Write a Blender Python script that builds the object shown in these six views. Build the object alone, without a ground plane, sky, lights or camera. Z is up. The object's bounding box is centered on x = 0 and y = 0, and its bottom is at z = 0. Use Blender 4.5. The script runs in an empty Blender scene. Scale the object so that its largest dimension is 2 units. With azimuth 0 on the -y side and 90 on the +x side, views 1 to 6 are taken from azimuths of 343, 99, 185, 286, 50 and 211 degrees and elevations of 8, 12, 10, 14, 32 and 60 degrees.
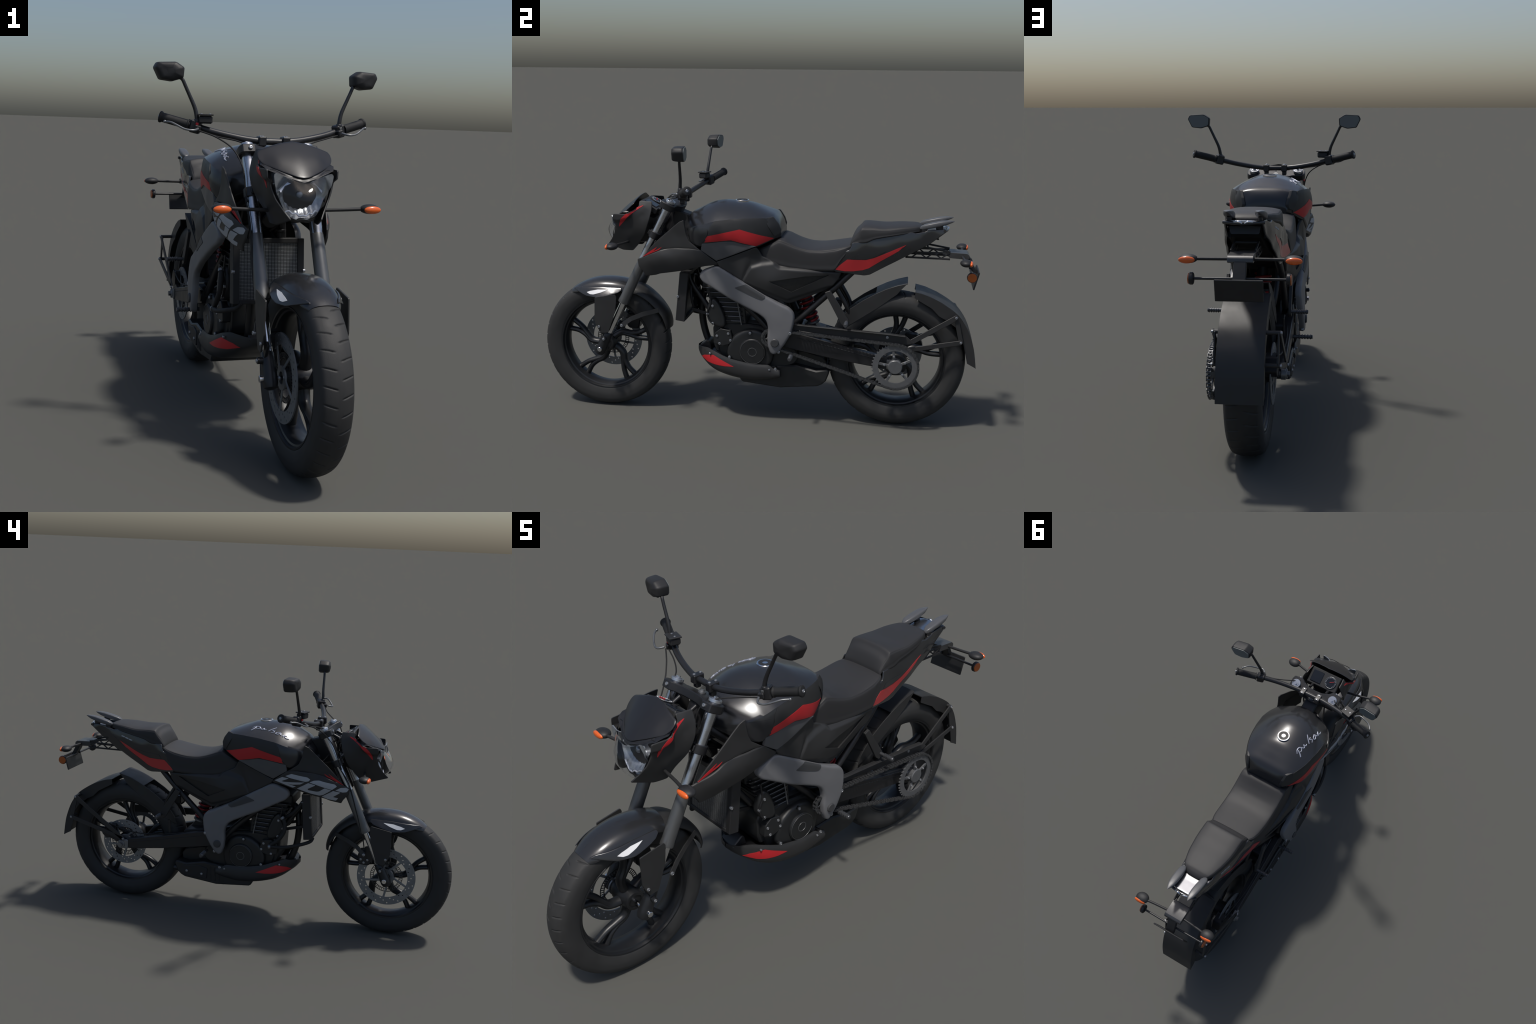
import bpy, bmesh, math, random
import numpy as np
from mathutils import Vector, Matrix
from mathutils.geometry import delaunay_2d_cdt
from mathutils.bvhtree import BVHTree

random.seed(7)
rng = np.random.RandomState(7)
SC = bpy.context.scene
COL = SC.collection

# =====================================================================
#  materials
# =====================================================================
def pbr(name, color, rough=0.5, metal=0.0, spec=0.5, coat=0.0, coat_rough=0.1,
        var=0.06, scale=30.0, bump=0.0, bump_scale=400.0, rough_var=0.05):
    m = bpy.data.materials.new(name)
    m.use_nodes = True
    nt = m.node_tree
    N, L = nt.nodes, nt.links
    b = N["Principled BSDF"]
    b.inputs["Roughness"].default_value = rough
    b.inputs["Metallic"].default_value = metal
    b.inputs["Specular IOR Level"].default_value = spec
    b.inputs["Coat Weight"].default_value = coat
    b.inputs["Coat Roughness"].default_value = coat_rough
    tc = N.new("ShaderNodeTexCoord")
    nz = N.new("ShaderNodeTexNoise")
    nz.inputs["Scale"].default_value = scale
    nz.inputs["Detail"].default_value = 4.0
    L.new(tc.outputs["Object"], nz.inputs["Vector"])
    rp = N.new("ShaderNodeValToRGB")
    rp.color_ramp.elements[0].position = 0.3
    rp.color_ramp.elements[1].position = 0.7
    lo = [c * (1 - var) for c in color]
    hi = [min(1, c * (1 + var)) for c in color]
    rp.color_ramp.elements[0].color = (*lo, 1)
    rp.color_ramp.elements[1].color = (*hi, 1)
    L.new(nz.outputs["Fac"], rp.inputs["Fac"])
    L.new(rp.outputs["Color"], b.inputs["Base Color"])
    if rough_var:
        mr = N.new("ShaderNodeMapRange")
        mr.inputs["From Min"].default_value = 0.3
        mr.inputs["From Max"].default_value = 0.7
        mr.inputs["To Min"].default_value = max(0.02, rough - rough_var)
        mr.inputs["To Max"].default_value = min(1, rough + rough_var)
        L.new(nz.outputs["Fac"], mr.inputs["Value"])
        L.new(mr.outputs["Result"], b.inputs["Roughness"])
    if bump:
        n2 = N.new("ShaderNodeTexNoise")
        n2.inputs["Scale"].default_value = bump_scale
        n2.inputs["Detail"].default_value = 2.0
        L.new(tc.outputs["Object"], n2.inputs["Vector"])
        bp = N.new("ShaderNodeBump")
        bp.inputs["Strength"].default_value = bump
        bp.inputs["Distance"].default_value = 0.001
        L.new(n2.outputs["Fac"], bp.inputs["Height"])
        L.new(bp.outputs["Normal"], b.inputs["Normal"])
    return m

def brick_mat(name, c_fin, c_gap, scale, bw, rh, mortar):
    """radiator core: rows of short louvres"""
    m = pbr(name, c_fin, 0.45, 0.6)
    nt = m.node_tree
    N, L = nt.nodes, nt.links
    b = N["Principled BSDF"]
    tc = N.new("ShaderNodeTexCoord")
    sx = N.new("ShaderNodeSeparateXYZ")
    cx = N.new("ShaderNodeCombineXYZ")
    L.new(tc.outputs["Object"], sx.inputs[0])
    L.new(sx.outputs["X"], cx.inputs["X"])
    L.new(sx.outputs["Z"], cx.inputs["Y"])
    br = N.new("ShaderNodeTexBrick")
    br.offset = 0.0
    br.inputs["Scale"].default_value = scale
    br.inputs["Brick Width"].default_value = bw
    br.inputs["Row Height"].default_value = rh
    br.inputs["Mortar Size"].default_value = mortar
    br.inputs["Color1"].default_value = (*c_fin, 1)
    br.inputs["Color2"].default_value = (*[c * 0.8 for c in c_fin], 1)
    br.inputs["Mortar"].default_value = (*c_gap, 1)
    L.new(cx.outputs[0], br.inputs["Vector"])
    L.new(br.outputs["Color"], b.inputs["Base Color"])
    bp = N.new("ShaderNodeBump")
    bp.inputs["Strength"].default_value = 0.5
    bp.inputs["Distance"].default_value = 0.002
    bp.invert = True
    L.new(br.outputs["Fac"], bp.inputs["Height"])
    L.new(bp.outputs["Normal"], b.inputs["Normal"])
    return m

def weave_mat(name, c, c2, scale):
    """perforated mesh of the side vents"""
    m = pbr(name, c, 0.55)
    nt = m.node_tree
    N, L = nt.nodes, nt.links
    b = N["Principled BSDF"]
    tc = N.new("ShaderNodeTexCoord")
    mp = N.new("ShaderNodeMapping")
    mp.inputs["Rotation"].default_value = (math.radians(40), 0, 0)
    L.new(tc.outputs["Object"], mp.inputs["Vector"])
    ck = N.new("ShaderNodeTexChecker")
    ck.inputs["Scale"].default_value = scale
    ck.inputs["Color1"].default_value = (*c, 1)
    ck.inputs["Color2"].default_value = (*c2, 1)
    sx = N.new("ShaderNodeSeparateXYZ")
    cx = N.new("ShaderNodeCombineXYZ")
    L.new(mp.outputs[0], sx.inputs[0])
    L.new(sx.outputs["Y"], cx.inputs["X"])
    L.new(sx.outputs["Z"], cx.inputs["Y"])
    L.new(cx.outputs[0], ck.inputs["Vector"])
    L.new(ck.outputs["Color"], b.inputs["Base Color"])
    return m

def glass_mat(name, color=(1, 1, 1), rough=0.02, ior=1.3):
    m = bpy.data.materials.new(name)
    m.use_nodes = True
    b = m.node_tree.nodes["Principled BSDF"]
    b.inputs["Base Color"].default_value = (*color, 1)
    b.inputs["Roughness"].default_value = rough
    b.inputs["Transmission Weight"].default_value = 1.0
    b.inputs["IOR"].default_value = ior
    return m

M = dict(
    gloss=pbr("gloss_charcoal_paint", (0.032, 0.033, 0.036), 0.26, 0.35, 0.5, 0.25, 0.12, 0.02, 8, rough_var=0.0),
    satin=pbr("satin_black_plastic", (0.0255, 0.0255, 0.026), 0.48, 0.0, 0.4, 0, 0.1, 0.06, 20, 0.06, 900),
    matte=pbr("matt_black_plastic", (0.018, 0.018, 0.019), 0.55, 0.0, 0.4, 0, 0.1, 0.08, 25, 0.08, 700),
    sidegrey=pbr("satin_graphite_plastic", (0.080, 0.082, 0.087), 0.38, 0.0, 0.45, 0, 0.1, 0.05, 20, 0.04, 900),
    plate=pbr("grey_painted_casting", (0.138, 0.139, 0.145), 0.45, 0.1, 0.5, 0, 0.1, 0.04, 15, 0.03, 800),
    plate_dark=pbr("dark_grey_insert", (0.045, 0.046, 0.048), 0.5, 0.0, 0.4),
    seat=pbr("seat_vinyl", (0.0265, 0.0263, 0.0275), 0.56, 0.0, 0.35, 0, 0.1, 0.03, 60, 0.12, 1200, rough_var=0.008),
    red=pbr("red_paint", (0.44, 0.018, 0.023), 0.42, 0.0, 0.4, 0.0, 0.1, 0.05, 12),
    tyre=pbr("tyre_rubber", (0.029, 0.029, 0.029), 0.62, 0.0, 0.35, 0, 0.1, 0.10, 30, 0.25, 500),
    rim=pbr("black_alloy", (0.014, 0.015, 0.017), 0.38, 0.2, 0.5, 0.0, 0.1, 0.05, 20),
    steel=pbr("brushed_steel", (0.20, 0.205, 0.21), 0.42, 0.75, 0.5, 0, 0.1, 0.08, 60),
    disc=pbr("brake_disc_steel", (0.20, 0.21, 0.22), 0.48, 0.6, 0.5, 0, 0.1, 0.10, 90),
    chrome=pbr("chrome", (0.75, 0.76, 0.78), 0.12, 1.0, 0.5, 0, 0.1, 0.02, 20, rough_var=0.02),
    fork=pbr("anodised_fork_tube", (0.50, 0.51, 0.54), 0.27, 1.0, 0.5, 0, 0.1, 0.04, 20, rough_var=0.03),
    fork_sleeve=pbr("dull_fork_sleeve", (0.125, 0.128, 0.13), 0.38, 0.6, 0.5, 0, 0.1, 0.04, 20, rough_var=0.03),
    capmetal=pbr("bright_cap_metal", (0.50, 0.52, 0.56), 0.30, 0.9, 0.5, 0, 0.1, 0.03, 30),
    tailgloss=pbr("gloss_black_tail_paint", (0.020, 0.021, 0.023), 0.16, 0.0, 0.6, 0.3, 0.05, 0.04, 8, rough_var=0.02),
    peg=pbr("ribbed_peg_metal", (0.09, 0.093, 0.10), 0.35, 0.6, 0.5),
    sprocket=pbr("sprocket_steel", (0.115, 0.118, 0.122), 0.45, 0.3, 0.5, 0, 0.1, 0.08, 80),
    chain=pbr("chain_steel", (0.11, 0.113, 0.118), 0.32, 0.75, 0.5, 0, 0.1, 0.2, 200),
    black=pbr("black_enamel", (0.012, 0.012, 0.0135), 0.42, 0.0, 0.5, 0, 0.1, 0.08, 25),
    engine=pbr("black_engine_casting", (0.016, 0.017, 0.018), 0.45, 0.1, 0.5, 0, 0.1, 0.1, 40, 0.12, 500),
    fin=pbr("machined_fin_edge", (0.16, 0.165, 0.18), 0.4, 0.6),
    rubber=pbr("grip_rubber", (0.014, 0.014, 0.0145), 0.65, 0.0, 0.35, 0, 0.1, 0.1, 60, 0.4, 900),
    bolt=pbr("bolt_steel", (0.33, 0.34, 0.36), 0.35, 0.8, 0.5, 0, 0.1, 0.05, 60),
    orange=pbr("orange_lens", (0.72, 0.12, 0.015), 0.25, 0.0, 0.5, 0.5, 0.05, 0.03, 30),
    amber=pbr("amber_reflector", (0.36, 0.08, 0.008), 0.35, 0.0, 0.5, 0.2, 0.05, 0.10, 200),
    visor=pbr("smoked_visor", (0.014, 0.014, 0.016), 0.33, 0.0, 0.45, 0.0, 0.08, 0.03, 10, rough_var=0.02),
    white=pbr("white_decal", (0.78, 0.78, 0.79), 0.35, 0.0, 0.4, 0, 0.1, 0.02, 30),
    silver=pbr("silver_decal", (0.34, 0.36, 0.39), 0.45, 0.1, 0.4, 0, 0.1, 0.03, 30),
    badge=pbr("silver_badge", (0.34, 0.36, 0.43), 0.3, 0.3, 0.5, 0, 0.1, 0.03, 30),
    mirror=pbr("mirror_glass", (0.125, 0.140, 0.140), 0.45, 0.0, 0.5, 0, 0.1, 0.02, 10),
    reflector=pbr("lamp_reflector", (0.74, 0.76, 0.80), 0.16, 0.55, 0.5, 0, 0.1, 0.03, 20, rough_var=0.02),  # base whitened and metal cut back to paint in the bright sky reflection
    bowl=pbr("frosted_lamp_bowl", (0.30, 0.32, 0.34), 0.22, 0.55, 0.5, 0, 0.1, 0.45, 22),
    redgloss=pbr("red_gloss_paint", (0.44, 0.018, 0.023), 0.35, 0.0, 0.4, 0.8, 0.08, 0.03, 12),
    bulb=pbr("lamp_bulb", (0.25, 0.27, 0.30), 0.2, 0.5),
    tailchrome=pbr("tail_bright_panel", (0.62, 0.62, 0.63), 0.22, 1.0, 0.5, 0, 0.1, 0.02, 20, rough_var=0.02),
    mount=pbr("bracket_grey", (0.075, 0.075, 0.076), 0.36, 0.5, 0.5),
    plateblack=pbr("number_plate_black", (0.012, 0.012, 0.013), 0.45),
    spring=pbr("red_spring", (0.30, 0.010, 0.012), 0.35, 0.0, 0.5),
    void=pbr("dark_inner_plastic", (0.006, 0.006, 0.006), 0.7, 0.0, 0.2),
    screen=pbr("dark_screen", (0.010, 0.012, 0.016), 0.2),
    core=brick_mat("radiator_core", (0.20, 0.205, 0.21), (0.006, 0.006, 0.007), 10.0, 0.11, 0.048, 0.008),
    vent=weave_mat("vent_mesh", (0.008, 0.008, 0.008), (0.020, 0.020, 0.019), 260),
    lens=glass_mat("clear_lens", (0.97, 0.98, 1.0), 0.02, 1.25),
)

# =====================================================================
#  object helpers
# =====================================================================
root = bpy.data.objects.new("motorcycle", None)
COL.objects.link(root)
root["label"] = "black naked street motorcycle with red stripes and orange indicators"
root["category"] = "motorcycle"

def add(name, me, mat, parent=None):
    ob = bpy.data.objects.new(name, me)
    COL.objects.link(ob)
    ob.parent = parent or root
    if mat is not None and not me.materials:
        me.materials.append(M[mat] if isinstance(mat, str) else mat)
    return ob

def finish(me, angle=35, recalc=True):
    if recalc:
        bm = bmesh.new()
        bm.from_mesh(me)
        bmesh.ops.recalc_face_normals(bm, faces=bm.faces)
        bm.to_mesh(me)
        bm.free()
    me.polygons.foreach_set("use_smooth", [True] * len(me.polygons))
    if angle is not None:
        me.set_sharp_from_angle(angle=math.radians(angle))
    me.update()
    return me

def mk(name, verts, faces, mat, parent=None, angle=35, recalc=True):
    me = bpy.data.meshes.new(name)
    me.from_pydata([tuple(float(c) for c in v) for v in verts], [], [tuple(int(i) for i in f) for f in faces])
    finish(me, angle, recalc)
    return add(name, me, mat, parent)

def flip(verts):
    return [(-v[0], v[1], v[2]) for v in verts]

def both(name, vf, mat, parent=None, angle=35):
    """a part and its mirror image on the other side of the machine"""
    v, f = vf
    a = mk(name, v, f, mat, parent, angle)
    b = mk(name, flip(v), [tuple(reversed(q)) for q in f], mat, parent, angle)
    return a, b

def join(parts):
    V, F = [], []
    for v, f in parts:
        o = len(V)
        V += [tuple(p) for p in v]
        F += [tuple(i + o for i in q) for q in f]
    return V, F

def moved(vf, mat4):
    v, f = vf
    return [tuple(mat4 @ Vector(p)) for p in v], f

# ---- curves ---------------------------------------------------------
def spl(pts, n=8, closed=False):
    P = [np.array(p, float) for p in pts]
    k = len(P)
    out = []
    segs = k if closed else k - 1
    for i in range(segs):
        p1, p2 = P[i], P[(i + 1) % k]
        p0 = P[(i - 1) % k] if closed or i > 0 else 2 * p1 - p2
        p3 = P[(i + 2) % k] if closed or i + 2 < k else 2 * p2 - p1
        for j in range(n):
            t = j / n
            out.append(0.5 * (2 * p1 + (p2 - p0) * t + (2 * p0 - 5 * p1 + 4 * p2 - p3) * t * t
                              + (3 * p1 - p0 - 3 * p2 + p3) * t ** 3))
    if not closed:
        out.append(P[-1])
    return out

def pchip(xs, ys):
    xs, ys = np.array(xs, float), np.array(ys, float)
    h = np.diff(xs)
    d = np.diff(ys) / h
    m = np.zeros(len(xs))
    m[0], m[-1] = d[0], d[-1]
    for i in range(1, len(xs) - 1):
        if d[i - 1] * d[i] > 0:
            w1, w2 = 2 * h[i] + h[i - 1], h[i] + 2 * h[i - 1]
            m[i] = (w1 + w2) / (w1 / d[i - 1] + w2 / d[i])
    def f(x):
        x = min(max(x, xs[0]), xs[-1])
        i = min(max(int(np.searchsorted(xs, x)) - 1, 0), len(xs) - 2)
        t = (x - xs[i]) / h[i]
        return float((2 * t ** 3 - 3 * t * t + 1) * ys[i] + (t ** 3 - 2 * t * t + t) * h[i] * m[i]
                     + (-2 * t ** 3 + 3 * t * t) * ys[i + 1] + (t ** 3 - t * t) * h[i] * m[i + 1])
    return f

def fillet(pts, r, n=4, skip=()):
    """round the corners of a closed outline"""
    P = [np.array(p, float) for p in pts]
    k = len(P)
    out = []
    for i in range(k):
        a, b, c = P[i - 1], P[i], P[(i + 1) % k]
        la, lc = np.linalg.norm(a - b), np.linalg.norm(c - b)
        q = min(r, 0.42 * la, 0.42 * lc)
        if i in skip or q < 1e-5:
            out.append(b)
            continue
        p0, p2 = b + (a - b) / la * q, b + (c - b) / lc * q
        for j in range(n + 1):
            t = j / n
            out.append((1 - t) ** 2 * p0 + 2 * t * (1 - t) * b + t * t * p2)
    return out

# ---- solids ---------------------------------------------------------
def g_tube(pts, r, n=12, sm=6, caps=True):
    P = spl(pts, sm) if sm > 1 and len(pts) > 2 else [np.array(p, float) for p in pts]
    k = len(P)
    if np.isscalar(r):
        R = [r] * k
    else:
        R = list(np.interp(np.linspace(0, 1, k), np.linspace(0, 1, len(r)), r))
    V, F = [], []
    T = [P[min(i + 1, k - 1)] - P[max(i - 1, 0)] for i in range(k)]
    T = [t / (np.linalg.norm(t) + 1e-12) for t in T]
    up = np.array([0, 0, 1.0]) if abs(T[0][2]) < 0.9 else np.array([1.0, 0, 0])
    u = np.cross(T[0], up)
    u /= np.linalg.norm(u)
    for i in range(k):
        u = u - T[i] * np.dot(u, T[i])
        u /= np.linalg.norm(u)
        w = np.cross(T[i], u)
        for j in range(n):
            a = 2 * math.pi * j / n
            V.append(P[i] + R[i] * (math.cos(a) * u + math.sin(a) * w))
    for i in range(k - 1):
        for j in range(n):
            F.append((i * n + j, i * n + (j + 1) % n, (i + 1) * n + (j + 1) % n, (i + 1) * n + j))
    if caps:
        F.append(tuple(reversed(range(n))))
        F.append(tuple((k - 1) * n + j for j in range(n)))
    return V, F

def g_loft(rings, caps=True, closed=False):
    n = len(rings[0])
    V = [p for r in rings for p in r]
    F = []
    m = len(rings)
    for i in range(m if closed else m - 1):
        for j in range(n):
            a, b = i * n, ((i + 1) % m) * n
            F.append((a + j, a + (j + 1) % n, b + (j + 1) % n, b + j))
    if caps and not closed:
        F.append(tuple(reversed(range(n))))
        F.append(tuple((m - 1) * n + j for j in range(n)))
    return V, F

def g_revolve(profile, cy, cz, nseg=64, closed=False):
    """turn an (x, radius) profile about the x axis through (cy, cz)"""
    V, F = [], []
    k = len(profile)
    for i in range(nseg):
        a = 2 * math.pi * i / nseg
        for x, r in profile:
            V.append((x, cy + r * math.cos(a), cz + r * math.sin(a)))
    for i in range(nseg):
        for j in range(k if closed else k - 1):
            a, b = i * k, ((i + 1) % nseg) * k
            F.append((a + j, a + (j + 1) % k, b + (j + 1) % k, b + j))
    if not closed:
        for j in (0, k - 1):
            if profile[j][1] > 1e-6:
                F.append(tuple(i * k + j for i in range(nseg)))
    return V, F

def g_cyl(p0, p1, r0, r1=None, n=24, bev=0.0):
    p0, p1 = np.array(p0, float), np.array(p1, float)
    r1 = r0 if r1 is None else r1
    L = np.linalg.norm(p1 - p0)
    if bev:
        d = (p1 - p0) / L
        pts = [p0, p0 + d * bev, p1 - d * bev, p1]
        rr = [r0 - bev, r0, r1, r1 - bev]
    else:
        pts, rr = [p0, p1], [r0, r1]
    t = (p1 - p0) / L
    up = np.array([0, 0, 1.0]) if abs(t[2]) < 0.9 else np.array([1.0, 0, 0])
    u = np.cross(t, up); u /= np.linalg.norm(u)
    w = np.cross(t, u)
    rings = [[p + r * (math.cos(2 * math.pi * j / n) * u + math.sin(2 * math.pi * j / n) * w) for j in range(n)]
             for p, r in zip(pts, rr)]
    return g_loft(rings)

def bevelled(verts, faces, w, seg=2, ang=30):
    bm = bmesh.new()
    vs = [bm.verts.new(tuple(map(float, v))) for v in verts]
    for f in faces:
        bm.faces.new([vs[i] for i in f])
    bmesh.ops.recalc_face_normals(bm, faces=bm.faces)
    ed = [e for e in bm.edges if len(e.link_faces) == 2 and e.calc_face_angle(0) > math.radians(ang)]
    if w > 0 and ed:
        bmesh.ops.bevel(bm, geom=ed, offset=w, segments=seg, profile=0.5, affect='EDGES', clamp_overlap=True)
    bmesh.ops.triangulate(bm, faces=[f for f in bm.faces if len(f.verts) > 4])
    bm.verts.index_update()
    V = [tuple(v.co) for v in bm.verts]
    F = [tuple(v.index for v in f.verts) for f in bm.faces]
    bm.free()
    return V, F

def g_prism(outline, x0, x1, bev=0.003, seg=1, axis='x'):
    seg = 1
    n = len(outline)
    if axis == 'x':
        V = [(x0, a, b) for a, b in outline] + [(x1, a, b) for a, b in outline]
    elif axis == 'y':
        V = [(a, x0, b) for a, b in outline] + [(a, x1, b) for a, b in outline]
    else:
        V = [(a, b, x0) for a, b in outline] + [(a, b, x1) for a, b in outline]
    F = [tuple(range(n)), tuple(range(2 * n - 1, n - 1, -1))]
    F += [(i, i + n, (i + 1) % n + n, (i + 1) % n) for i in range(n)]
    return bevelled(V, F, bev, seg)

def g_box(c, s, rot=None, bev=0.003, seg=1):
    x, y, z = (q / 2 for q in s)
    V = [(-x, -y, -z), (x, -y, -z), (x, y, -z), (-x, y, -z), (-x, -y, z), (x, -y, z), (x, y, z), (-x, y, z)]
    F = [(0, 3, 2, 1), (4, 5, 6, 7), (0, 1, 5, 4), (1, 2, 6, 5), (2, 3, 7, 6), (3, 0, 4, 7)]
    V, F = bevelled(V, F, bev, seg)
    T = Matrix.Translation(Vector(c)) @ (rot.to_4x4() if rot is not None else Matrix.Identity(4))
    return moved((V, F), T)

def g_bar(p0, p1, w, t, bev=0.001, ext=0.0):
    """flat bar between two points; w in the yz plane, t along x"""
    p0, p1 = np.array(p0, float), np.array(p1, float)
    d = p1 - p0
    L = np.linalg.norm(d)
    d /= L
    p0, p1 = p0 - d * ext, p1 + d * ext
    side = np.cross(d, [1, 0, 0]); side /= np.linalg.norm(side)
    nx = np.cross(d, side)
    V = []
    for p in (p0, p1):
        for a, b in ((-1, -1), (1, -1), (1, 1), (-1, 1)):
            V.append(p + side * a * w / 2 + nx * b * t / 2)
    F = [(0, 1, 2, 3), (7, 6, 5, 4), (0, 4, 5, 1), (1, 5, 6, 2), (2, 6, 7, 3), (3, 7, 4, 0)]
    return bevelled(V, F, bev, 1)

def g_ellipsoid(c, s, nu=28, nv=16):
    V, F = [], []
    for i in range(1, nv):
        a = math.pi * i / nv
        for j in range(nu):
            b = 2 * math.pi * j / nu
            V.append((c[0] + s[0] * math.cos(a), c[1] + s[1] * math.sin(a) * math.cos(b), c[2] + s[2] * math.sin(a) * math.sin(b)))
    for i in range(nv - 2):
        for j in range(nu):
            F.append((i * nu + j, i * nu + (j + 1) % nu, (i + 1) * nu + (j + 1) % nu, (i + 1) * nu + j))
    V += [(c[0] + s[0], c[1], c[2]), (c[0] - s[0], c[1], c[2])]
    F += [(len(V) - 2, j, (j + 1) % nu) for j in range(nu)]
    o = (nv - 2) * nu
    F += [(len(V) - 1, o + (j + 1) % nu, o + j) for j in range(nu)]
    return V, F

def g_ring(c, R, r, axis='x', n=48, m=8):
    V, F = [], []
    for i in range(n):
        a = 2 * math.pi * i / n
        for j in range(m):
            b = 2 * math.pi * j / m
            q = R + r * math.cos(b)
            h = r * math.sin(b)
            p = (h, q * math.cos(a), q * math.sin(a)) if axis == 'x' else (q * math.cos(a), q * math.sin(a), h)
            V.append((c[0] + p[0], c[1] + p[1], c[2] + p[2]))
    for i in range(n):
        for j in range(m):
            F.append((i * m + j, ((i + 1) % n) * m + j, ((i + 1) % n) * m + (j + 1) % m, i * m + (j + 1) % m))
    return V, F

# ---- filled outlines and shaped panels -------------------------------
def inside(poly, pts):
    poly = np.asarray(poly); pts = np.asarray(pts)
    x, y = pts[:, 0], pts[:, 1]
    r = np.zeros(len(pts), bool)
    k = len(poly)
    for i in range(k):
        x1, y1 = poly[i]; x2, y2 = poly[(i + 1) % k]
        if y1 == y2:
            continue
        c = ((y1 > y) != (y2 > y)) & (x < (x2 - x1) * (y - y1) / (y2 - y1) + x1)
        r ^= c
    return r

def dist_to(poly, pts):
    poly = np.asarray(poly, float); pts = np.asarray(pts, float)
    d = np.full(len(pts), 1e9)
    for i in range(len(poly)):
        a, b = poly[i], poly[(i + 1) % len(poly)]
        ab = b - a
        t = np.clip(((pts - a) @ ab) / (ab @ ab + 1e-15), 0, 1)
        d = np.minimum(d, np.linalg.norm(pts - a - t[:, None] * ab, axis=1))
    return d

def resample(poly, h):
    out = []
    P = [np.array(p, float) for p in poly]
    for i in range(len(P)):
        a, b = P[i], P[(i + 1) % len(P)]
        n = max(1, int(round(np.linalg.norm(b - a) / h)))
        out += [a + (b - a) * j / n for j in range(n)]
    return out

def fill(outline, holes=(), h=0.006, insets=()):
    loops = [resample(outline, h)] + [list(map(np.array, q)) for q in holes]
    o = np.array(loops[0])
    lo, hi = o.min(0), o.max(0)
    g = []
    row = 0
    y = lo[1]
    while y < hi[1]:
        x = lo[0] + (row % 2) * h / 2
        while x < hi[0]:
            g.append((x, y)); x += h
        y += h * 0.866; row += 1
    g = np.array(g) if g else np.zeros((0, 2))
    cand = [g]
    for e in insets:
        q = []
        for i in range(len(o)):
            t = o[(i + 1) % len(o)] - o[i - 1]
            t = t / (np.linalg.norm(t) + 1e-12)
            for s in (1, -1):
                q.append(o[i] + s * e * np.array([-t[1], t[0]]))
        q = np.array(q)
        dq = dist_to(o, q)
        cand.append(q[(dq > 0.93 * e)])
    big = max(insets) if insets else 0.0
    if len(cand[0]):
        d0 = dist_to(o, cand[0])
        cand[0] = cand[0][d0 > max(0.55 * h, big + 0.4 * h)]
    pts = np.concatenate([c for c in cand if len(c)]) if any(len(c) for c in cand) else np.zeros((0, 2))
    if len(pts):
        k = inside(o, pts)
        for q in loops[1:]:
            k &= ~inside(q, pts)
            k &= dist_to(q, pts) > 0.3 * h
        pts = pts[k]
    vs, es = [], []
    for lp in loops:
        s = len(vs)
        vs += [Vector((float(p[0]), float(p[1]))) for p in lp]
        es += [(s + i, s + (i + 1) % len(lp)) for i in range(len(lp))]
    vs += [Vector((float(p[0]), float(p[1]))) for p in pts]
    rv, re, rf, *_ = delaunay_2d_cdt(vs, es, [], 0, 1e-7)
    rv = np.array([(v[0], v[1]) for v in rv])
    tri = np.array([f for f in rf if len(f) == 3])
    c = rv[tri].mean(1)
    k = inside(o, c)
    for q in loops[1:]:
        k &= ~inside(q, c)
    return rv, tri[k], o

def rim_edges(tri):
    cnt = {}
    for a, b, c in tri:
        for e in ((a, b), (b, c), (c, a)):
            key = (min(e), max(e))
            cnt[key] = None if key in cnt else e
    return [e for e in cnt.values() if e is not None]

def tps(pts, smooth=1e-6):
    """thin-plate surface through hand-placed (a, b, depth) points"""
    P = np.array(pts, float)
    n = len(P)
    def U(r2):
        return 0.5 * r2 * np.log(r2 + 1e-12)
    D = ((P[:, None, :2] - P[None, :, :2]) ** 2).sum(2)
    A = np.zeros((n + 3, n + 3))
    A[:n, :n] = U(D) + smooth * np.eye(n)
    A[:n, n] = 1; A[:n, n + 1:] = P[:, :2]
    A[n, :n] = 1; A[n + 1:, :n] = P[:, :2].T
    w = np.linalg.solve(A, np.concatenate([P[:, 2], np.zeros(3)]))
    def f(a, b):
        a, b = np.asarray(a, float), np.asarray(b, float)
        r2 = (a[..., None] - P[:, 0]) ** 2 + (b[..., None] - P[:, 1]) ** 2
        return U(r2) @ w[:n] + w[n] + w[n + 1] * a + w[n + 2] * b
    return f

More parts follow.
